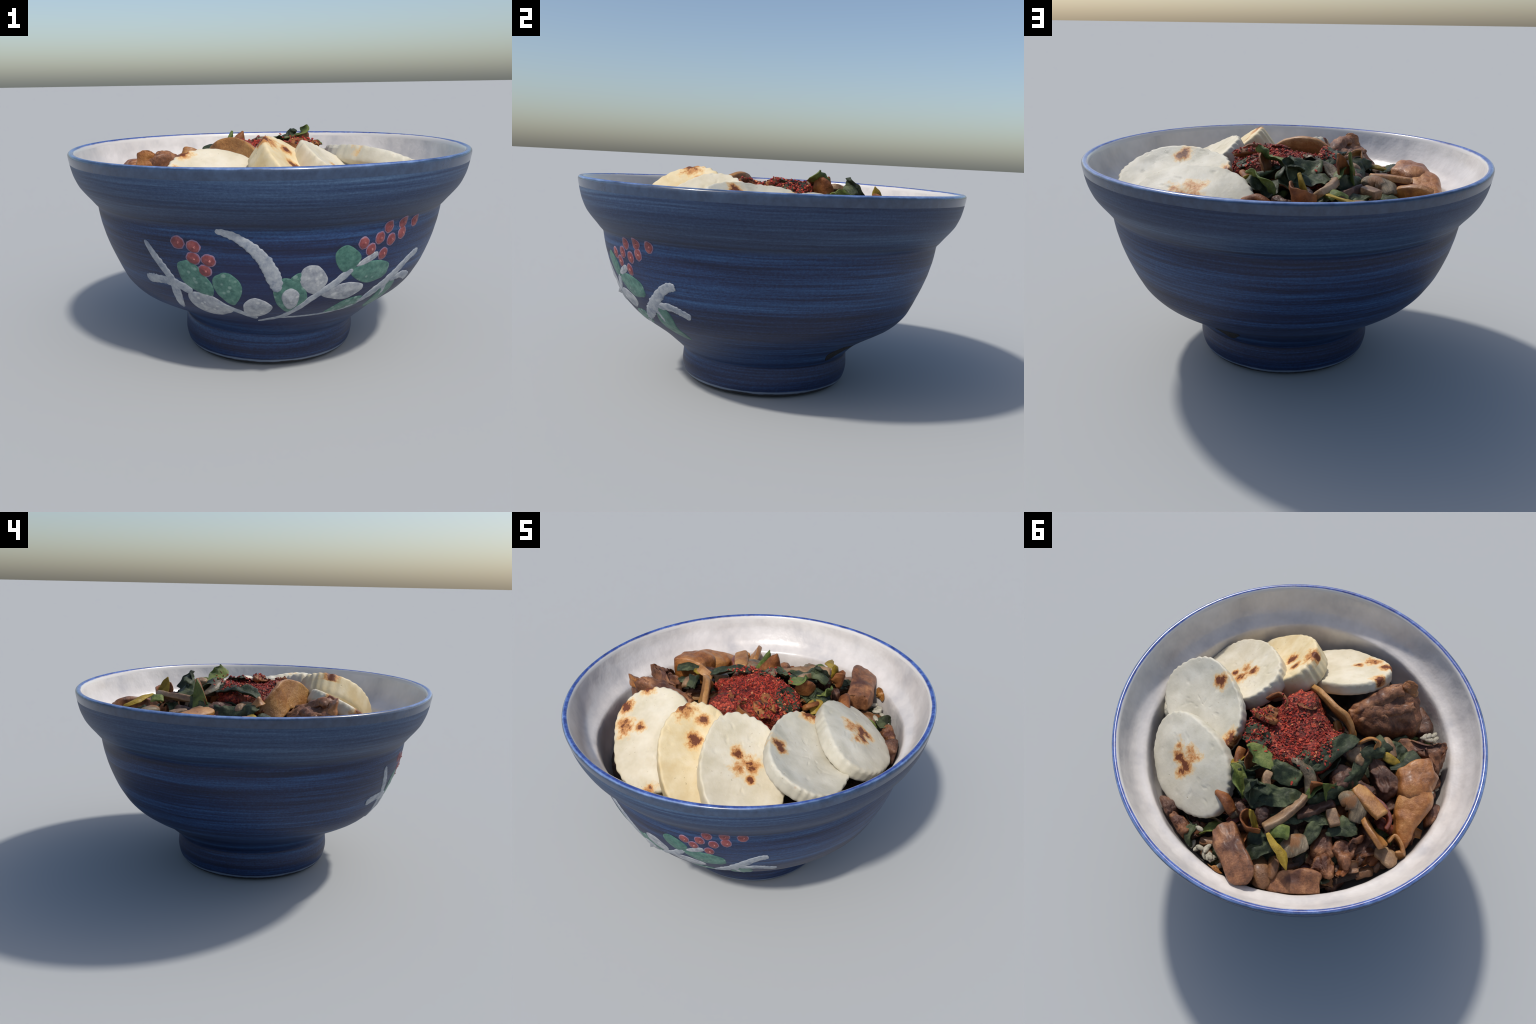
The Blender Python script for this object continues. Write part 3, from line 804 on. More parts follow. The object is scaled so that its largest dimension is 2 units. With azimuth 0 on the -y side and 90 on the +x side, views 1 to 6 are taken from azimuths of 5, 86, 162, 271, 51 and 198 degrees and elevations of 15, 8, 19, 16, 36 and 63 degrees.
lump('beef_chunk', [(-0.615, -0.457, 0.80), (-0.661, -0.451, 0.80), (-0.702, -0.399, 0.80), (-0.704, -0.320, 0.80), (-0.645, -0.279, 0.80), (-0.597, -0.302, 0.80)], 0.08, 0.03, M_BEEF_DARK)
lump('beef_chunk', [(-0.531, -0.148, 0.91), (-0.590, -0.172, 0.92), (-0.663, -0.155, 0.935), (-0.730, -0.150, 0.94), (-0.787, -0.163, 0.95), (-0.810, -0.104, 0.93), (-0.764, -0.023, 0.88),
     (-0.718, -0.073, 0.90), (-0.634, -0.076, 0.90), (-0.566, -0.067, 0.90)], 0.10, 0.015, M_BEEF, 0.020, 11, 0.7, GRAIN_X, square=5)
lump('chicken_piece', [(-0.563, 0.059, 0.978), (-0.625, 0.007, 0.998), (-0.671, -0.025, 0.998), (-0.717, -0.034, 0.988), (-0.739, 0.020, 0.968), (-0.772, 0.059, 0.958), (-0.752, 0.116, 0.948),
     (-0.755, 0.150, 0.938), (-0.70, 0.18, 0.948), (-0.64, 0.19, 0.948), (-0.598, 0.160, 0.958), (-0.585, 0.110, 0.968)], 0.13, 0.035, M_CHICKEN, 0.010, 8, 0.5)
lump('chicken_piece', [(-0.605, 0.183, 0.938), (-0.66, 0.135, 0.968), (-0.74, 0.14, 0.948), (-0.768, 0.185, 0.928), (-0.742, 0.258, 0.908), (-0.715, 0.339, 0.888), (-0.700, 0.415, 0.858),
     (-0.668, 0.430, 0.858), (-0.621, 0.392, 0.878), (-0.594, 0.313, 0.898), (-0.585, 0.246, 0.918)], 0.13, 0.04, M_CHICKEN, 0.010, 7, 0.5)
lump('chicken_piece', [(-0.755, 0.245, 0.83), (-0.786, 0.151, 0.84), (-0.844, 0.165, 0.83), (-0.845, 0.205, 0.83), (-0.812, 0.253, 0.83), (-0.770, 0.274, 0.83)], 0.09, 0.03, M_BEEF, 0.012)
lump('beef_chunk', [(-0.415, 0.032, 0.93), (-0.437, 0.008, 0.94), (-0.478, 0.010, 0.94), (-0.528, 0.057, 0.94), (-0.578, 0.108, 0.93), (-0.577, 0.154, 0.92), (-0.534, 0.194, 0.92),
     (-0.486, 0.183, 0.92), (-0.445, 0.130, 0.93), (-0.419, 0.078, 0.93)], 0.11, 0.03, M_BEEF_DARK, 0.024, 13, 0.7, GRAIN_D, square=3)
lump('beef_chunk', [(-0.231, 0.171, 0.98), (-0.253, 0.130, 0.98), (-0.300, 0.112, 0.98), (-0.342, 0.119, 0.98), (-0.347, 0.164, 0.97), (-0.332, 0.214, 0.96), (-0.291, 0.235, 0.96),
     (-0.249, 0.229, 0.97)], 0.09, 0.025, M_BEEF_DARK, 0.014, 12)
lump('beef_chunk', [(-0.286, 0.056, 1.00), (-0.310, 0.021, 1.00), (-0.346, 0.000, 1.00), (-0.374, 0.034, 0.99), (-0.383, 0.055, 0.98), (-0.365, 0.089, 0.98), (-0.322, 0.077, 0.99)], 0.08, 0.02, M_STALK, 0.008, 12)
lump('beef_chunk', [(-0.022, 0.814, 0.798), (-0.038, 0.759, 0.818), (-0.087, 0.719, 0.843), (-0.143, 0.705, 0.858), (-0.218, 0.690, 0.858), (-0.292, 0.692, 0.858), (-0.299, 0.729, 0.838),
     (-0.306, 0.784, 0.808), (-0.228, 0.807, 0.808), (-0.123, 0.821, 0.808)], 0.10, 0.008, M_BEEF, 0.006, 12, 0.7, GRAIN_X, square=7)
lump('beef_chunk', [(0.300, 0.622, 0.907), (0.282, 0.590, 0.927), (0.247, 0.551, 0.927), (0.197, 0.538, 0.917), (0.158, 0.609, 0.917), (0.108, 0.671, 0.937), (0.039, 0.771, 0.942),
     (0.034, 0.814, 0.932), (0.057, 0.850, 0.917), (0.126, 0.852, 0.887), (0.197, 0.773, 0.892), (0.261, 0.695, 0.907)], 0.11, 0.016, M_BEEF, 0.010, 11, 0.7, GRAIN_D, square=5)
lump('beef_chunk', [(-0.214, 0.572, 0.83), (-0.243, 0.463, 0.84), (-0.275, 0.449, 0.84), (-0.302, 0.496, 0.84), (-0.321, 0.561, 0.83), (-0.298, 0.588, 0.82), (-0.250, 0.595, 0.82)], 0.09, 0.02, M_BEEF, 0.016, 11)
lump('beef_chunk', [(-0.225, 0.654, 0.835), (-0.249, 0.611, 0.835), (-0.296, 0.578, 0.845), (-0.340, 0.598, 0.840), (-0.360, 0.640, 0.835), (-0.344, 0.680, 0.825), (-0.307, 0.690, 0.825),
     (-0.275, 0.677, 0.825), (-0.240, 0.676, 0.835)], 0.07, 0.02, M_BEEF, 0.018, 13)
lump('beef_chunk', [(-0.323, 0.546, 0.860), (-0.345, 0.487, 0.860), (-0.425, 0.466, 0.860), (-0.448, 0.406, 0.860), (-0.468, 0.455, 0.860), (-0.448, 0.525, 0.850), (-0.426, 0.583, 0.840),
     (-0.404, 0.620, 0.830), (-0.369, 0.571, 0.850)], 0.09, 0.02, M_BEEF, 0.018, 12)
lump('beef_chunk', [(0.586, 0.547, 0.79), (0.560, 0.518, 0.80), (0.467, 0.555, 0.80), (0.446, 0.596, 0.79), (0.479, 0.627, 0.78), (0.546, 0.599, 0.78)], 0.08, 0.025, M_BEEF, 0.018, 14)
lump('beef_chunk', [(0.655, 0.452, 0.79), (0.585, 0.482, 0.79), (0.568, 0.509, 0.79), (0.592, 0.546, 0.79), (0.639, 0.496, 0.79)], 0.07, 0.02, M_BEEF_DARK, 0.014, 14)
lump('beef_chunk', [(-0.298, 0.617, 0.710), (-0.344, 0.552, 0.720), (-0.405, 0.552, 0.710), (-0.413, 0.614, 0.710), (-0.385, 0.689, 0.700), (-0.329, 0.704, 0.700)], 0.08, 0.025, M_BEEF_DARK, 0.016, 10)
lump('beef_chunk', [(0.212, 0.490, 0.95), (0.196, 0.441, 0.95), (0.169, 0.462, 0.95), (0.120, 0.488, 0.94), (0.154, 0.513, 0.94)], 0.07, 0.015, M_BEEF_DARK, 0.012, 14)
lump('beef_chunk', [(0.101, 0.498, 0.96), (0.089, 0.467, 0.97), (0.055, 0.464, 0.97), (0.037, 0.492, 0.96), (0.056, 0.530, 0.95), (0.084, 0.537, 0.95)], 0.07, 0.02, M_BEEF_DARK, 0.010, 14)
lump('beef_chunk', [(0.166, 0.846, 0.82), (0.151, 0.828, 0.83), (0.131, 0.850, 0.82), (0.138, 0.870, 0.82), (0.160, 0.865, 0.82)], 0.03, 0.012, M_BEEF, 0.004, 20)
# --- onion layers lying low at the edge
strip('onion_strip', [(0.045, 0.665, 0.790), (0.010, 0.725, 0.820), (-0.005, 0.790, 0.815), (0.02, 0.825, 0.790)], [0.08, 0.11, 0.10, 0.07], 0.02, [20, 15, 5, 0], M_GLASSY, -0.25)
strip('onion_strip', [(-0.03, 0.655, 0.810), (-0.045, 0.71, 0.825), (-0.04, 0.77, 0.810)], [0.06, 0.07, 0.05], 0.018, [-40, -35, -30], M_GLASSY, -0.2)
strip('onion_strip', [(-0.305, 0.315, 0.93), (-0.345, 0.300, 0.945), (-0.395, 0.330, 0.925), (-0.395, 0.395, 0.895)], [0.07, 0.10, 0.11, 0.08], 0.022, [-15, -15, -20, -25], M_STRIPE, -0.28)
strip('onion_strip', [(-0.085, 0.640, 0.875), (-0.135, 0.592, 0.905), (-0.190, 0.560, 0.90)], [0.09, 0.11, 0.09], 0.03, [-8, -5, 0], M_STRIPE, -0.15, sharp=5, taper=(0.8, 0.8))
strip('onion_strip', [(-0.455, 0.610, 0.700), (-0.495, 0.570, 0.720), (-0.550, 0.560, 0.715)], [0.07, 0.09, 0.07], 0.018, 20, M_GLASSY, -0.25)
strip('onion_strip', [(-0.545, 0.560, 0.705), (-0.565, 0.515, 0.730), (-0.61, 0.515, 0.720)], [0.06, 0.07, 0.06], 0.016, 30, M_GLASSY, -0.25)
lump('onion_piece', [(0.286, 0.800, 0.835), (0.252, 0.798, 0.84), (0.230, 0.779, 0.83), (0.196, 0.798, 0.825), (0.199, 0.834, 0.845), (0.241, 0.831, 0.85)], 0.03, 0.008, M_ONION, 0.008, 20, 0.3)
# --- wide crumpled leaves
sheet('leek_leaf', [(0.155, 0.385, 1.02), (0.095, 0.365, 1.05), (0.035, 0.345, 1.01), (-0.045, 0.335, 1.00), (-0.110, 0.345, 1.00), (-0.085, 0.405, 0.99), (-0.015, 0.445, 0.98), (0.060, 0.455, 0.975), (0.125, 0.475, 0.97), (0.165, 0.43, 0.985)], M_LEAF, 0.030, 0.009, 11, 1.7)
sheet('leek_leaf', [(0.120, 0.225, 1.05), (0.070, 0.225, 1.06), (-0.035, 0.230, 1.06), (-0.090, 0.260, 1.04), (-0.080, 0.310, 1.01), (0.000, 0.325, 1.00), (0.075, 0.305, 1.015), (0.110, 0.265, 1.035)], M_LEAF, 0.026, 0.009, 13, 4.1)
sheet('leek_leaf', [(-0.330, -0.030, 1.02), (-0.285, -0.035, 1.035), (-0.225, 0.000, 1.06), (-0.150, 0.085, 1.055), (-0.115, 0.170, 1.045), (-0.105, 0.225, 1.02), (-0.170, 0.215, 1.02), (-0.225, 0.155, 1.03), (-0.280, 0.085, 1.04), (-0.325, 0.02, 1.03)], M_LEAF, 0.016, 0.018, 11, 2.9)
sheet('leek_leaf', [(-0.155, 0.570, 0.875), (-0.165, 0.49, 0.885), (-0.185, 0.425, 0.895), (-0.245, 0.42, 0.895), (-0.245, 0.485, 0.89), (-0.205, 0.565, 0.875)], M_LEAF, 0.016, 0.018, 13, 6.3)
sheet('leek_leaf', [(-0.275, 0.49, 0.87), (-0.285, 0.43, 0.88), (-0.335, 0.375, 0.89), (-0.410, 0.405, 0.89), (-0.430, 0.45, 0.875), (-0.37, 0.475, 0.875)], M_LEAF, 0.018, 0.018, 13, 8.8)
sheet('leek_leaf', [(0.115, 0.58, 0.88), (0.06, 0.555, 0.90), (0.00, 0.60, 0.88), (0.03, 0.66, 0.865), (0.09, 0.67, 0.85)], M_LEAF, 0.020, 0.018, 13, 5.2)

sheet('leek_leaf', [(0.300, 0.265, 0.975), (0.240, 0.235, 0.985), (0.170, 0.260, 0.975), (0.150, 0.345, 0.98), (0.180, 0.420, 0.93), (0.235, 0.380, 0.95), (0.275, 0.330, 0.97)], M_LEAF, 0.030, 0.010, 14, 9.4)
sheet('leek_leaf', [(0.02, 0.535, 0.90), (-0.07, 0.500, 0.915), (-0.15, 0.455, 0.90), (-0.14, 0.405, 0.905), (-0.05, 0.44, 0.93), (0.03, 0.475, 0.93)], M_LEAF, 0.022, 0.010, 14, 7.7)
sheet('leek_leaf', [(-0.40, 0.12, 0.87), (-0.35, 0.22, 0.87), (-0.28, 0.29, 0.88), (-0.22, 0.27, 0.90), (-0.27, 0.19, 0.91), (-0.33, 0.10, 0.90)], M_LEAF, 0.026, 0.010, 14, 3.9)
sheet('leek_leaf', [(-0.60, -0.05, 0.89), (-0.53, 0.00, 0.895), (-0.46, -0.02, 0.90), (-0.43, -0.09, 0.905), (-0.50, -0.12, 0.90), (-0.57, -0.11, 0.89)], M_LEAF, 0.024, 0.010, 14, 2.2)
sheet('leek_leaf', [(0.275, 0.055, 1.00), (0.225, 0.010, 1.03), (0.150, 0.060, 1.055), (0.110, 0.130, 1.06), (0.170, 0.165, 1.045), (0.245, 0.130, 1.01)], M_LEAF, 0.022, 0.009, 15, 6.1)
sheet('leek_leaf', [(0.245, -0.075, 1.00), (0.190, -0.110, 1.02), (0.125, -0.075, 1.045), (0.140, -0.020, 1.05), (0.215, -0.015, 1.03)], M_LEAF_BROWN, 0.022, 0.010, 15, 4.6)
sheet('leek_leaf', [(-0.045, 0.150, 1.055), (-0.130, 0.120, 1.045), (-0.170, 0.180, 1.02), (-0.110, 0.235, 1.02), (-0.030, 0.215, 1.045)], M_LEAF, 0.020, 0.009, 15, 8.2)
sheet('onion_strip', [(0.060, -0.200, 1.01), (-0.020, -0.235, 1.00), (-0.075, -0.200, 1.01), (-0.060, -0.130, 1.04), (0.020, -0.120, 1.045)], M_LEAF_BROWN, 0.018, 0.012, 12, 1.2)
# --- pale lump added for the scan's fill between slice and wall
lump('scan_fill_lump', [(0.832, -0.148, 0.85), (0.800, -0.175, 0.855), (0.770, -0.165, 0.86), (0.770, -0.090, 0.855), (0.775, -0.020, 0.84), (0.815, -0.060, 0.84)], 0.12, 0.02, M_SCAN_FILL, 0.008, 9, 0.1)

# --- curved onion shells and stalks
strip('onion_strip', [(-0.010, -0.312, 0.955), (-0.092, -0.240, 0.995), (-0.170, -0.172, 1.008), (-0.234, -0.142, 0.985), (-0.276, -0.104, 0.945), (-0.296, -0.050, 0.90)], [0.10, 0.15, 0.165, 0.16, 0.14, 0.10], 0.030, 74, M_ONION, 0.06, sharp=7)
strip('onion_strip', [(-0.365, 0.222, 0.945), (-0.445, 0.275, 0.945), (-0.535, 0.345, 0.94)], [0.075, 0.085, 0.08], 0.032, 14, M_ONION, -0.10, sharp=8, taper=(0.7, 0.95))
strip('onion_strip', [(-0.405, 0.190, 0.90), (-0.47, 0.235, 0.89), (-0.535, 0.280, 0.885), (-0.575, 0.338, 0.875), (-0.565, 0.387, 0.865)], 0.075, 0.024, [70, 75, 85, 90, 90], M_ONION_RED, 0.1)
strip('onion_strip', [(-0.430, 0.335, 0.875), (-0.480, 0.412, 0.89), (-0.533, 0.462, 0.895), (-0.570, 0.495, 0.89)], [0.06, 0.10, 0.105, 0.09], 0.030, [62, 66, 60, 52], M_ONION, 0.10, sharp=8, taper=(0.5, 0.95))
strip('onion_strip', [(-0.591, 0.439, 0.835), (-0.618, 0.399, 0.845), (-0.659, 0.432, 0.84), (-0.677, 0.476, 0.825), (-0.640, 0.490, 0.82)], 0.07, 0.02, 75, M_ONION, 0.05)
strip('onion_strip', [(-0.535, 0.499, 0.81), (-0.584, 0.497, 0.82), (-0.628, 0.518, 0.82), (-0.649, 0.523, 0.81)], [0.05, 0.09, 0.10, 0.08], 0.03, 15, M_STALK, -0.1)
strip('leek_stalk', [(-0.268, 0.365, 0.915), (-0.285, 0.400, 0.912), (-0.310, 0.445, 0.905)], [0.055, 0.06, 0.06], 0.045, 0, M_STALK, sharp=8, taper=(0.9, 0.9))
strip('leek_stalk', [(0.036, 0.565, 0.962), (-0.030, 0.500, 0.965), (-0.085, 0.420, 0.965), (-0.128, 0.340, 0.962)], [0.050, 0.060, 0.058, 0.05], 0.034, [38, 30, 24, 15], M_STALK, -0.06, sharp=6, taper=(0.95, 0.8))
strip('leek_leaf', [(-0.138, 0.350, 0.965), (-0.142, 0.290, 0.995), (-0.118, 0.235, 1.03), (-0.060, 0.203, 1.05), (-0.02, 0.200, 1.05)], [0.05, 0.065, 0.065, 0.055, 0.04], 0.016, [10, 0, -15, -25, -25], M_STALK_DARK, -0.2, 0.014, 3)
strip('leek_leaf', [(-0.215, 0.275, 0.90), (-0.190, 0.292, 0.97), (-0.168, 0.308, 1.04), (-0.153, 0.318, 1.088)], [0.15, 0.125, 0.07, 0.02], 0.018, 88, M_LEAF_BROWN, 0.25, 0.004, 3, (0.95, 0.4))
strip('leek_leaf', [(-0.255, 0.275, 0.90), (-0.240, 0.290, 0.97), (-0.225, 0.304, 1.04), (-0.214, 0.313, 1.09)], [0.12, 0.095, 0.05, 0.012], 0.012, 70, M_LEAF_LIGHT, 0.2, 0.004, 3, (0.95, 0.3))
strip('leek_leaf', [(-0.345, 0.272, 0.915), (-0.358, 0.254, 0.935), (-0.366, 0.244, 0.955)], [0.06, 0.045, 0.015], 0.012, 30, M_LEAF, 0.2, 0.004, 3, (0.9, 0.2))
strip('beef_strip', [(-0.104, 0.430, 0.90), (-0.173, 0.395, 0.91), (-0.219, 0.355, 0.912), (-0.272, 0.320, 0.915)], 0.06, 0.05, 20, M_BEEF_DARK, rough=0.012)
strip('leek_stalk', [(0.079, 0.290, 1.03), (0.082, 0.332, 1.035), (0.068, 0.370, 1.01)], 0.045, 0.035, 20, M_STALK)
strip('onion_strip', [(0.262, -0.046, 1.04), (0.200, -0.017, 1.045), (0.110, 0.004, 1.05)], [0.02, 0.05, 0.05], 0.03, 40, M_LEAF_BROWN, taper=(0.2, 0.6))
strip('leek_leaf', [(0.209, -0.155, 1.00), (0.146, -0.183, 1.03), (0.092, -0.143, 1.035), (0.090, -0.100, 1.01)], 0.06, 0.016, 75, M_LEAF_BROWN, 0.1)

# --- leaves
strip('leek_leaf', [(-0.475, -0.008, 0.955), (-0.410, 0.010, 0.965), (-0.378, 0.060, 0.945), (-0.361, 0.140, 0.93), (-0.335, 0.195, 0.93), (-0.290, 0.255, 0.935), (-0.240, 0.305, 0.94), (-0.188, 0.345, 0.945), (-0.140, 0.345, 0.96)],
      [0.06, 0.095, 0.10, 0.10, 0.095, 0.085, 0.08, 0.09, 0.07], 0.013, [55, 58, 55, 50, 55, 65, 60, 50, 60], M_LEAF, -0.10, 0.024, 3)
strip('leek_leaf', [(-0.140, 0.352, 0.97), (-0.167, 0.311, 1.00), (-0.213, 0.280, 1.01)], [0.05, 0.05, 0.03], 0.012, 20, M_LEAF_LIGHT, 0.1, 0.004, 3, (0.6, 0.3))
strip('leek_leaf', [(0.205, 0.219, 1.126), (0.196, 0.215, 1.10), (0.165, 0.216, 1.072), (0.118, 0.236, 1.058), (0.065, 0.268, 1.045)], [0.025, 0.07, 0.115, 0.11, 0.08], 0.013, [25, 20, 5, 5, 0], M_LEAF_LIGHT, 0.12, 0.008, 3, (0.25, 0.4))
strip('leek_leaf', [(0.196, 0.222, 1.09), (0.185, 0.235, 1.04), (0.170, 0.25, 0.99)], [0.06, 0.11, 0.11], 0.014, 10, M_LEAF_BROWN, 0.15, 0.004, 3, (0.4, 0.8))
strip('leek_leaf', [(0.116, 0.378, 1.093), (0.117, 0.385, 1.065), (0.108, 0.402, 1.03), (0.092, 0.43, 0.98)], [0.05, 0.075, 0.10, 0.12], 0.013, [10, 10, 15, 20], M_LEAF, 0.22, 0.018, 3, (0.45, 0.9))
strip('leek_leaf', [(0.175, 0.410, 1.01), (0.140, 0.385, 1.04), (0.085, 0.385, 1.045), (0.040, 0.40, 1.03)], [0.05, 0.06, 0.08, 0.06], 0.012, 25, M_LEAF, -0.12, 0.01, 3)
strip('leek_leaf', [(0.109, 0.524, 1.052), (0.104, 0.536, 1.01), (0.090, 0.553, 0.965), (0.070, 0.575, 0.92)], [0.02, 0.05, 0.065, 0.05], 0.014, [60, 55, 50, 50], M_LEAF_YELLOW, 0.1, 0.004, 3, (0.25, 0.6))
strip('leek_leaf', [(0.125, 0.500, 0.99), (0.145, 0.545, 0.96), (0.112, 0.580, 0.94), (0.050, 0.575, 0.93)], [0.07, 0.10, 0.10, 0.08], 0.016, [70, 70, 75, 70], M_LEAF_BROWN, 0.12, 0.006, 3)
strip('leek_leaf', [(0.287, 0.286, 1.018), (0.245, 0.312, 1.005), (0.208, 0.375, 0.97), (0.184, 0.415, 0.93)], [0.03, 0.08, 0.085, 0.06], 0.010, [45, 40, 35, 40], M_LEAF_LIGHT, 0.28, 0.020, 3, (0.2, 0.7))
strip('leek_leaf', [(0.302, 0.256, 0.975), (0.272, 0.236, 0.965), (0.255, 0.200, 0.95)], [0.05, 0.08, 0.07], 0.014, [40, 45, 45], M_LEAF_YELLOW, 0.1, 0.004, 3)
strip('leek_leaf', [(0.225, 0.245, 0.98), (0.180, 0.268, 0.985), (0.140, 0.250, 0.99), (0.145, 0.215, 1.01)], 0.08, 0.013, 50, M_LEAF, 0.15, 0.020, 3)
strip('leek_leaf', [(-0.004, 0.570, 0.945), (-0.052, 0.560, 0.968), (-0.098, 0.555, 0.945)], [0.07, 0.075, 0.075], 0.013, 0, M_LEAF_LIGHT, -0.2, 0.006, 4, (0.8, 0.9))
strip('leek_leaf', [(0.008, 0.590, 0.965), (-0.038, 0.638, 0.955), (-0.087, 0.674, 0.94), (-0.129, 0.740, 0.915)], [0.03, 0.042, 0.055, 0.03], 0.014, [30, 20, 10, 0], M_LEAF_YELLOW, -0.08, 0.006, 3, (0.6, 0.3))
strip('leek_leaf', [(-0.095, 0.430, 0.89), (-0.157, 0.425, 0.90), (-0.212, 0.425, 0.90), (-0.275, 0.430, 0.89)], [0.05, 0.06, 0.06, 0.05], 0.012, 10, M_LEAF, -0.1, 0.020, 3)
strip('leek_leaf', [(-0.520, 0.055, 0.925), (-0.574, 0.027, 0.935), (-0.608, -0.008, 0.945), (-0.648, -0.055, 0.935)], [0.04, 0.06, 0.09, 0.09], 0.012, [20, 20, 10, 0], M_LEAF, -0.1, 0.01, 3)
strip('leek_leaf', [(-0.470, -0.004, 0.945), (-0.514, 0.010, 0.94), (-0.568, 0.016, 0.92)], [0.05, 0.055, 0.04], 0.016, 5, M_LEAF_YELLOW, -0.1, 0.004, 3, (0.6, 0.3))
strip('leek_leaf', [(-0.330, -0.015, 0.98), (-0.385, -0.045, 1.01), (-0.430, -0.035, 1.01), (-0.425, 0.000, 0.98)], [0.04, 0.05, 0.05, 0.04], 0.014, 55, M_ONION, 0.1, 0.004, 3)
strip('leek_leaf', [(0.270, 0.098, 1.00), (0.183, 0.122, 1.04), (0.120, 0.145, 1.055)], [0.05, 0.06, 0.05], 0.012, [-10, -15, -15], M_LEAF, -0.1, 0.020, 3)
strip('leek_leaf', [(0.419, 0.692, 0.755), (0.424, 0.634, 0.775), (0.424, 0.570, 0.78)], [0.05, 0.08, 0.06], 0.012, [50, 45, 35], M_LEAF, 0.3, 0.018, 3)
strip('leek_leaf', [(0.262, 0.160, 0.98), (0.262, 0.225, 0.97), (0.238, 0.300, 0.96)], [0.06, 0.06, 0.05], 0.03, 40, M_LEAF_BROWN, -0.1, 0.004, 3)
strip('leek_leaf', [(-0.420, -0.12, 0.91), (-0.46, -0.07, 0.93), (-0.50, -0.04, 0.92)], [0.06, 0.08, 0.06], 0.014, 20, M_LEAF, -0.1, 0.022, 3)
strip('onion_strip', [(-0.47, -0.13, 0.90), (-0.50, -0.08, 0.915), (-0.53, -0.02, 0.90)], [0.05, 0.06, 0.05], 0.024, 35, M_STALK, -0.1, 0.004, 3)
strip('onion_strip', [(0.33, 0.40, 0.90), (0.27, 0.45, 0.93), (0.22, 0.50, 0.90)], [0.06, 0.07, 0.06], 0.03, 30, M_LEAF_BROWN, -0.1, 0.004, 3)
strip('leek_leaf', [(-0.02, 0.62, 0.88), (0.05, 0.66, 0.88), (0.09, 0.70, 0.86)], [0.07, 0.08, 0.07], 0.014, 0, M_LEAF, -0.1, 0.022, 3)

# --- a loose tangle of small shreds and scraps between the big pieces
def tangle():
    r = random.Random(21)
    made = 0
    while made < 165:
        x, y = r.uniform(-0.78, 0.62), r.uniform(-0.35, 0.80)
        d = math.hypot(x, y)
        if d > 0.76 or d < 0.22 or (x > 0.22 and y < 0.42) or (y < -0.1 and x > -0.28):
            continue
        if math.hypot(x + 0.37, y + 0.10) < 0.09:                # gap beside the big chunk
            continue
        if abs(x + 0.12) < 0.10 and abs(y - 0.665) < 0.035:      # the dark hollow
            continue
        z = bed_height(x, y) + r.uniform(0.0, 0.075 if d < 0.6 else 0.04)
        a = r.uniform(0, TAU); l = r.uniform(0.07, 0.17)
        dx, dy = math.cos(a) * l / 2, math.sin(a) * l / 2
        bend = r.uniform(-0.03, 0.03)
        spine = [(x - dx, y - dy, z + r.uniform(-0.02, 0.02)), (x - dy * bend * 10, y + dx * bend * 10, z + r.uniform(0, 0.02)), (x + dx, y + dy, z + r.uniform(-0.02, 0.02))]
        kind = r.random()
        if kind < 0.48:
            strip('leek_leaf', spine, [r.uniform(0.02, 0.05), r.uniform(0.05, 0.09), r.uniform(0.015, 0.06)], 0.010, r.uniform(-55, 55),
                  r.choice([M_LEAF, M_LEAF, M_LEAF_LIGHT, M_LEAF_BROWN]), r.uniform(-0.3, 0.3), 0.022, 3)
        elif kind < 0.78:
            strip('onion_strip', spine, r.uniform(0.04, 0.075), 0.012, r.uniform(-60, 60), r.choice([M_GLASSY, M_STALK_DARK, M_ONION, M_ONION_RED, M_LEAF_BROWN]), r.choice([-0.3, 0.3]), 0.007, 4)
        else:
            strip('beef_strip', spine, [r.uniform(0.03, 0.06), r.uniform(0.05, 0.085), r.uniform(0.03, 0.06)], r.uniform(0.02, 0.035), r.uniform(-40, 40),
                  r.choice([M_BEEF_DARK, M_BEEF_DARK, M_BEEF]), r.uniform(-0.25, 0.25), 0.012, 3, rough=0.014)
        made += 1
tangle()

def wall_filling():
    r = random.Random(8)
    for k in range(26):
        a = math.radians(lerp(195, 282, k / 25) + r.uniform(-2, 2))
        d = r.uniform(0.70, 0.775)
        x, y = math.sin(a) * d, -math.cos(a) * d
        if math.hypot(x + 0.78, y - 0.20) < 0.08:
            continue
        z = bed_height(x, y) + r.uniform(-0.01, 0.03)
        l = r.uniform(0.05, 0.11); b = a + math.pi / 2 + r.uniform(-0.7, 0.7)
        dx, dy = math.sin(b) * l / 2, -math.cos(b) * l / 2
        strip(r.choice(['beef_strip', 'onion_strip']), [(x - dx, y - dy, z - 0.01), (x, y, z + 0.012), (x + dx, y + dy, z - 0.01)], [0.04, r.uniform(0.05, 0.08), 0.04],
              r.uniform(0.018, 0.03), r.uniform(-35, 35), r.choice([M_BEEF_DARK, M_BEEF_DARK, M_BEEF, M_GLASSY]), r.uniform(-0.25, 0.25), 0.010, 3, rough=0.012)
wall_filling()

# --- the sauced mound and its chili flakes
MOUND = lump('chili_mound', [(0.264, 0.069, 0.985), (0.260, -0.046, 1.01), (0.168, -0.095, 1.02), (0.087, -0.185, 1.025), (0.027, -0.250, 1.03), (-0.060, -0.225, 1.02), (-0.124, -0.135, 1.01),
     (-0.200, -0.048, 0.99), (-0.254, -0.021, 0.98), (-0.220, 0.073, 1.00), (-0.194, 0.171, 1.00), (-0.116, 0.213, 1.01), (-0.017, 0.198, 1.02), (0.069, 0.215, 1.02),
     (0.139, 0.183, 1.02), (0.220, 0.144, 1.00)], 0.13, 0.030, M_MOUND, 0.026, 8, 0.5, seed=3.3, drop=0.008)

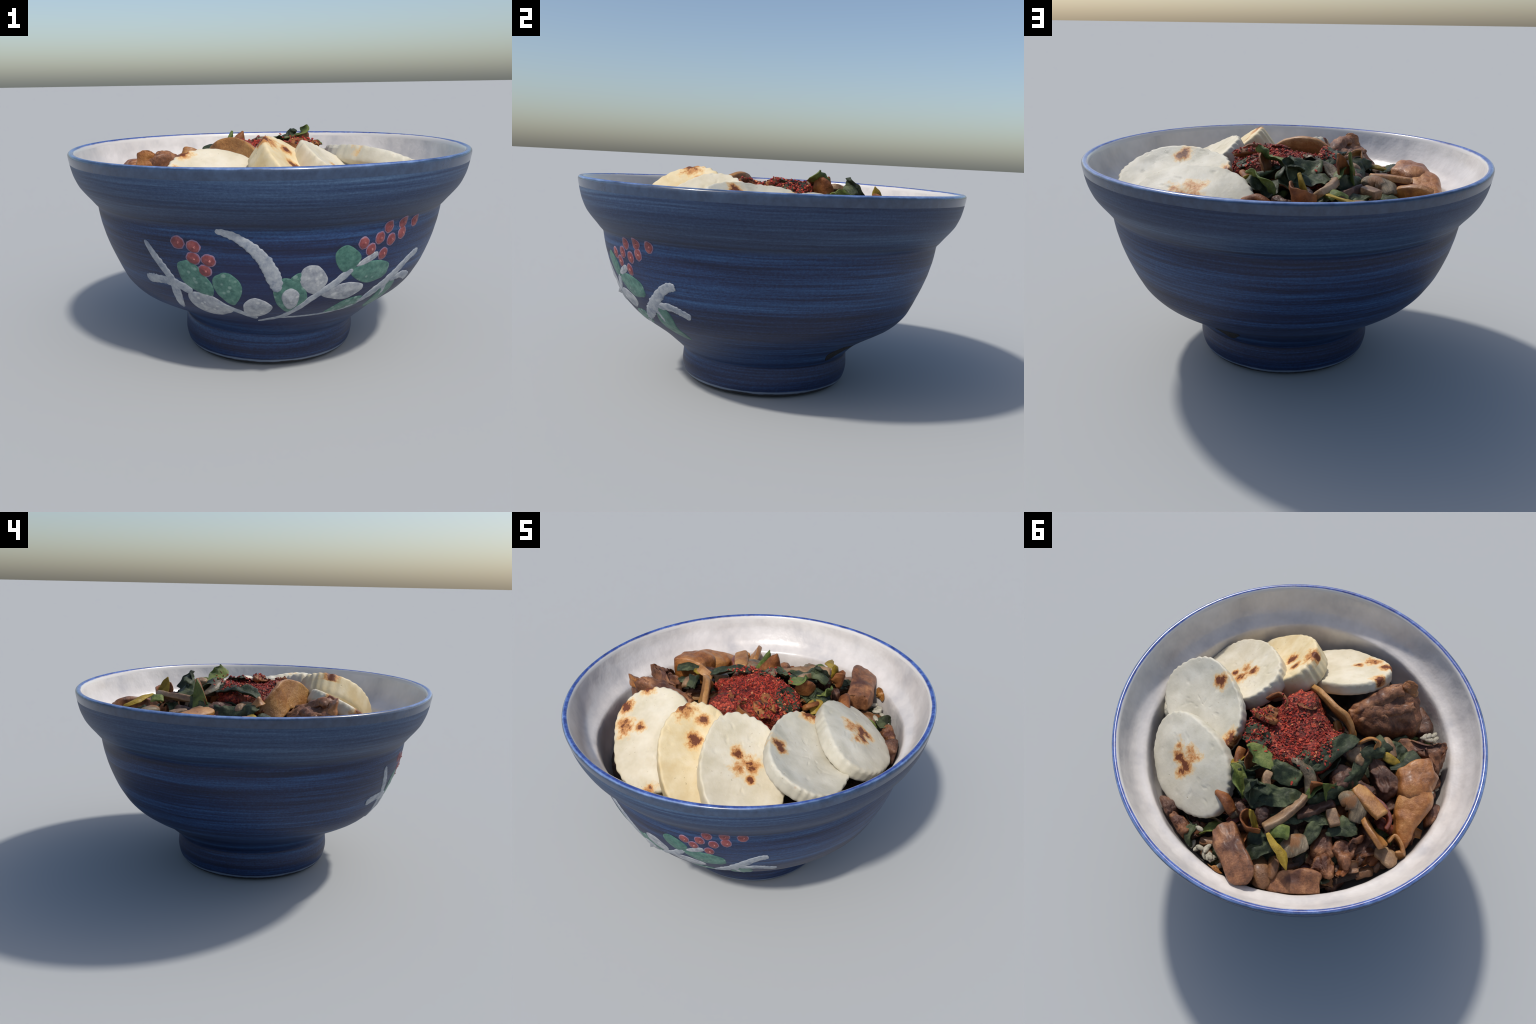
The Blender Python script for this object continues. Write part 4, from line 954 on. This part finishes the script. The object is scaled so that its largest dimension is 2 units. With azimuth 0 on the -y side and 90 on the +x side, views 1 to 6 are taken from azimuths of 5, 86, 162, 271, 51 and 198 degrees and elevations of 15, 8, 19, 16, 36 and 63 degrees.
def flake_mesh(name, places, mat, parent):
    """Joined chili flakes: small irregular slivers at (position, normal, size)."""
    rnd = random.Random(len(name) * 13 + len(places))
    verts, faces = [], []
    for p, n, s in places:
        t = n.orthogonal().normalized(); t.rotate(Matrix.Rotation(rnd.uniform(0, TAU), 3, n))
        n2 = (n + Vector((rnd.gauss(0, .45), rnd.gauss(0, .45), rnd.gauss(0, .2)))).normalized()
        t = (t - n2 * t.dot(n2)).normalized(); b = n2.cross(t)
        l, w, h = s * rnd.uniform(0.7, 1.5), s * rnd.uniform(0.4, 0.8), s * rnd.uniform(0.15, 0.35)
        base = len(verts)
        k = 5
        for sgn in (-1, 1):
            for i in range(k):
                a = TAU * (i + rnd.uniform(-.3, .3)) / k
                verts.append(p + t * (l * math.cos(a)) + b * (w * math.sin(a)) + n2 * (sgn * h + h * 0.6 * rnd.uniform(-1, 1)))
        faces.append([base + i for i in range(k)][::-1]); faces.append([base + k + i for i in range(k)])
        for i in range(k):
            j = (i + 1) % k
            faces.append([base + i, base + j, base + k + j, base + k + i])
    me = bpy.data.meshes.new(name); me.from_pydata([tuple(v) for v in verts], [], faces); me.update()
    ob = new_object(name, me, parent, mat, smooth_shade=False)
    ob.matrix_parent_inverse = Matrix.Translation(-parent.location)
    ob['kind'] = 'stuff'
    return ob

def scatter_flakes():
    rnd = random.Random(11)
    hosts = [o for o in STEW.children if o is MOUND or (o.name.split('.')[0] in ('leek_leaf', 'onion_strip') and math.hypot(o.location.x, o.location.y - 0.04) < 0.26)]
    bins = [[], [], [], []]
    for o in hosts:
        me = o.data
        for f in me.polygons:
            if f.normal.z < 0.25:
                continue
            p = o.location + f.center
            d = math.hypot((p.x - 0.03) / 0.25, (p.y - 0.02) / 0.20) + 0.8 * mnoise.noise(p * 6)
            dens = smooth(1.25, 0.55, d) * (0.15 + 1.1 * smooth(-0.25, 0.25, fbm(Vector((p.x, p.y, 0)) * 13, 2)))
            want = f.area * 15000 * dens * (1 if o is MOUND else 0.5)
            k = int(want) + (rnd.random() < want % 1)
            for _ in range(k):
                vs = [me.vertices[i].co for i in f.vertices]
                w = [rnd.random() ** 0.5 for _ in vs]; s = sum(w)
                q = o.location + sum((v * (x / s) for v, x in zip(vs, w)), Vector())
                which = rnd.choices((0, 1, 2, 3), (0.42, 0.36, 0.17, 0.05))[0]
                bins[which].append((q + f.normal * rnd.uniform(0.0, 0.007), f.normal.copy(), rnd.uniform(0.0042, 0.0092)))
    for places, mat in zip(bins, M_CHILI + [M_SEED]):
        if places:
            flake_mesh('chili_flake', places, mat, MOUND)
scatter_flakes()

# --- grains of rice showing at the bowl's edge
def rice_grain(p, yaw, pitch, mesh=[None]):
    if mesh[0] is None:
        bm = bmesh.new(); bmesh.ops.create_icosphere(bm, subdivisions=3, radius=1)
        for v in bm.verts:
            v.co = Vector((v.co.x * 0.026, v.co.y * 0.013, v.co.z * 0.012)) * (1 + 0.08 * mnoise.noise(v.co * 2))
        me = bpy.data.meshes.new('rice_grain'); bm.to_mesh(me); bm.free()
        me.materials.append(M_RICE)
        me.polygons.foreach_set('use_smooth', [True] * len(me.polygons))
        mesh[0] = me
    ob = bpy.data.objects.new('rice_grain', mesh[0])
    bpy.context.scene.collection.objects.link(ob); ob.parent = STEW
    ob.location = p; ob.rotation_euler = (0, pitch, yaw)
rg = random.Random(5)
for c, k, spread in [((0.399, 0.606, 0.795), 1, 0.01), ((0.292, 0.726, 0.775), 3, 0.02), ((0.318, 0.690, 0.775), 3, 0.02), ((-0.69, -0.232, 0.825), 5, 0.02), ((-0.785, -0.075, 0.80), 5, 0.02),
                     ((0.36, 0.67, 0.74), 4, 0.04), ((-0.80, 0.06, 0.74), 4, 0.03), ((0.25, 0.76, 0.76), 3, 0.02), ((-0.76, -0.25, 0.77), 4, 0.03)]:
    for _ in range(k):
        q = Vector(c) + Vector((rg.gauss(0, spread), rg.gauss(0, spread), rg.uniform(-0.01, 0.01)))
        d = math.hypot(q.x, q.y)
        if d > 0.785:
            q.x *= 0.785 / d; q.y *= 0.785 / d
        rice_grain(q, rg.uniform(0, TAU), rg.uniform(-0.4, 0.4))
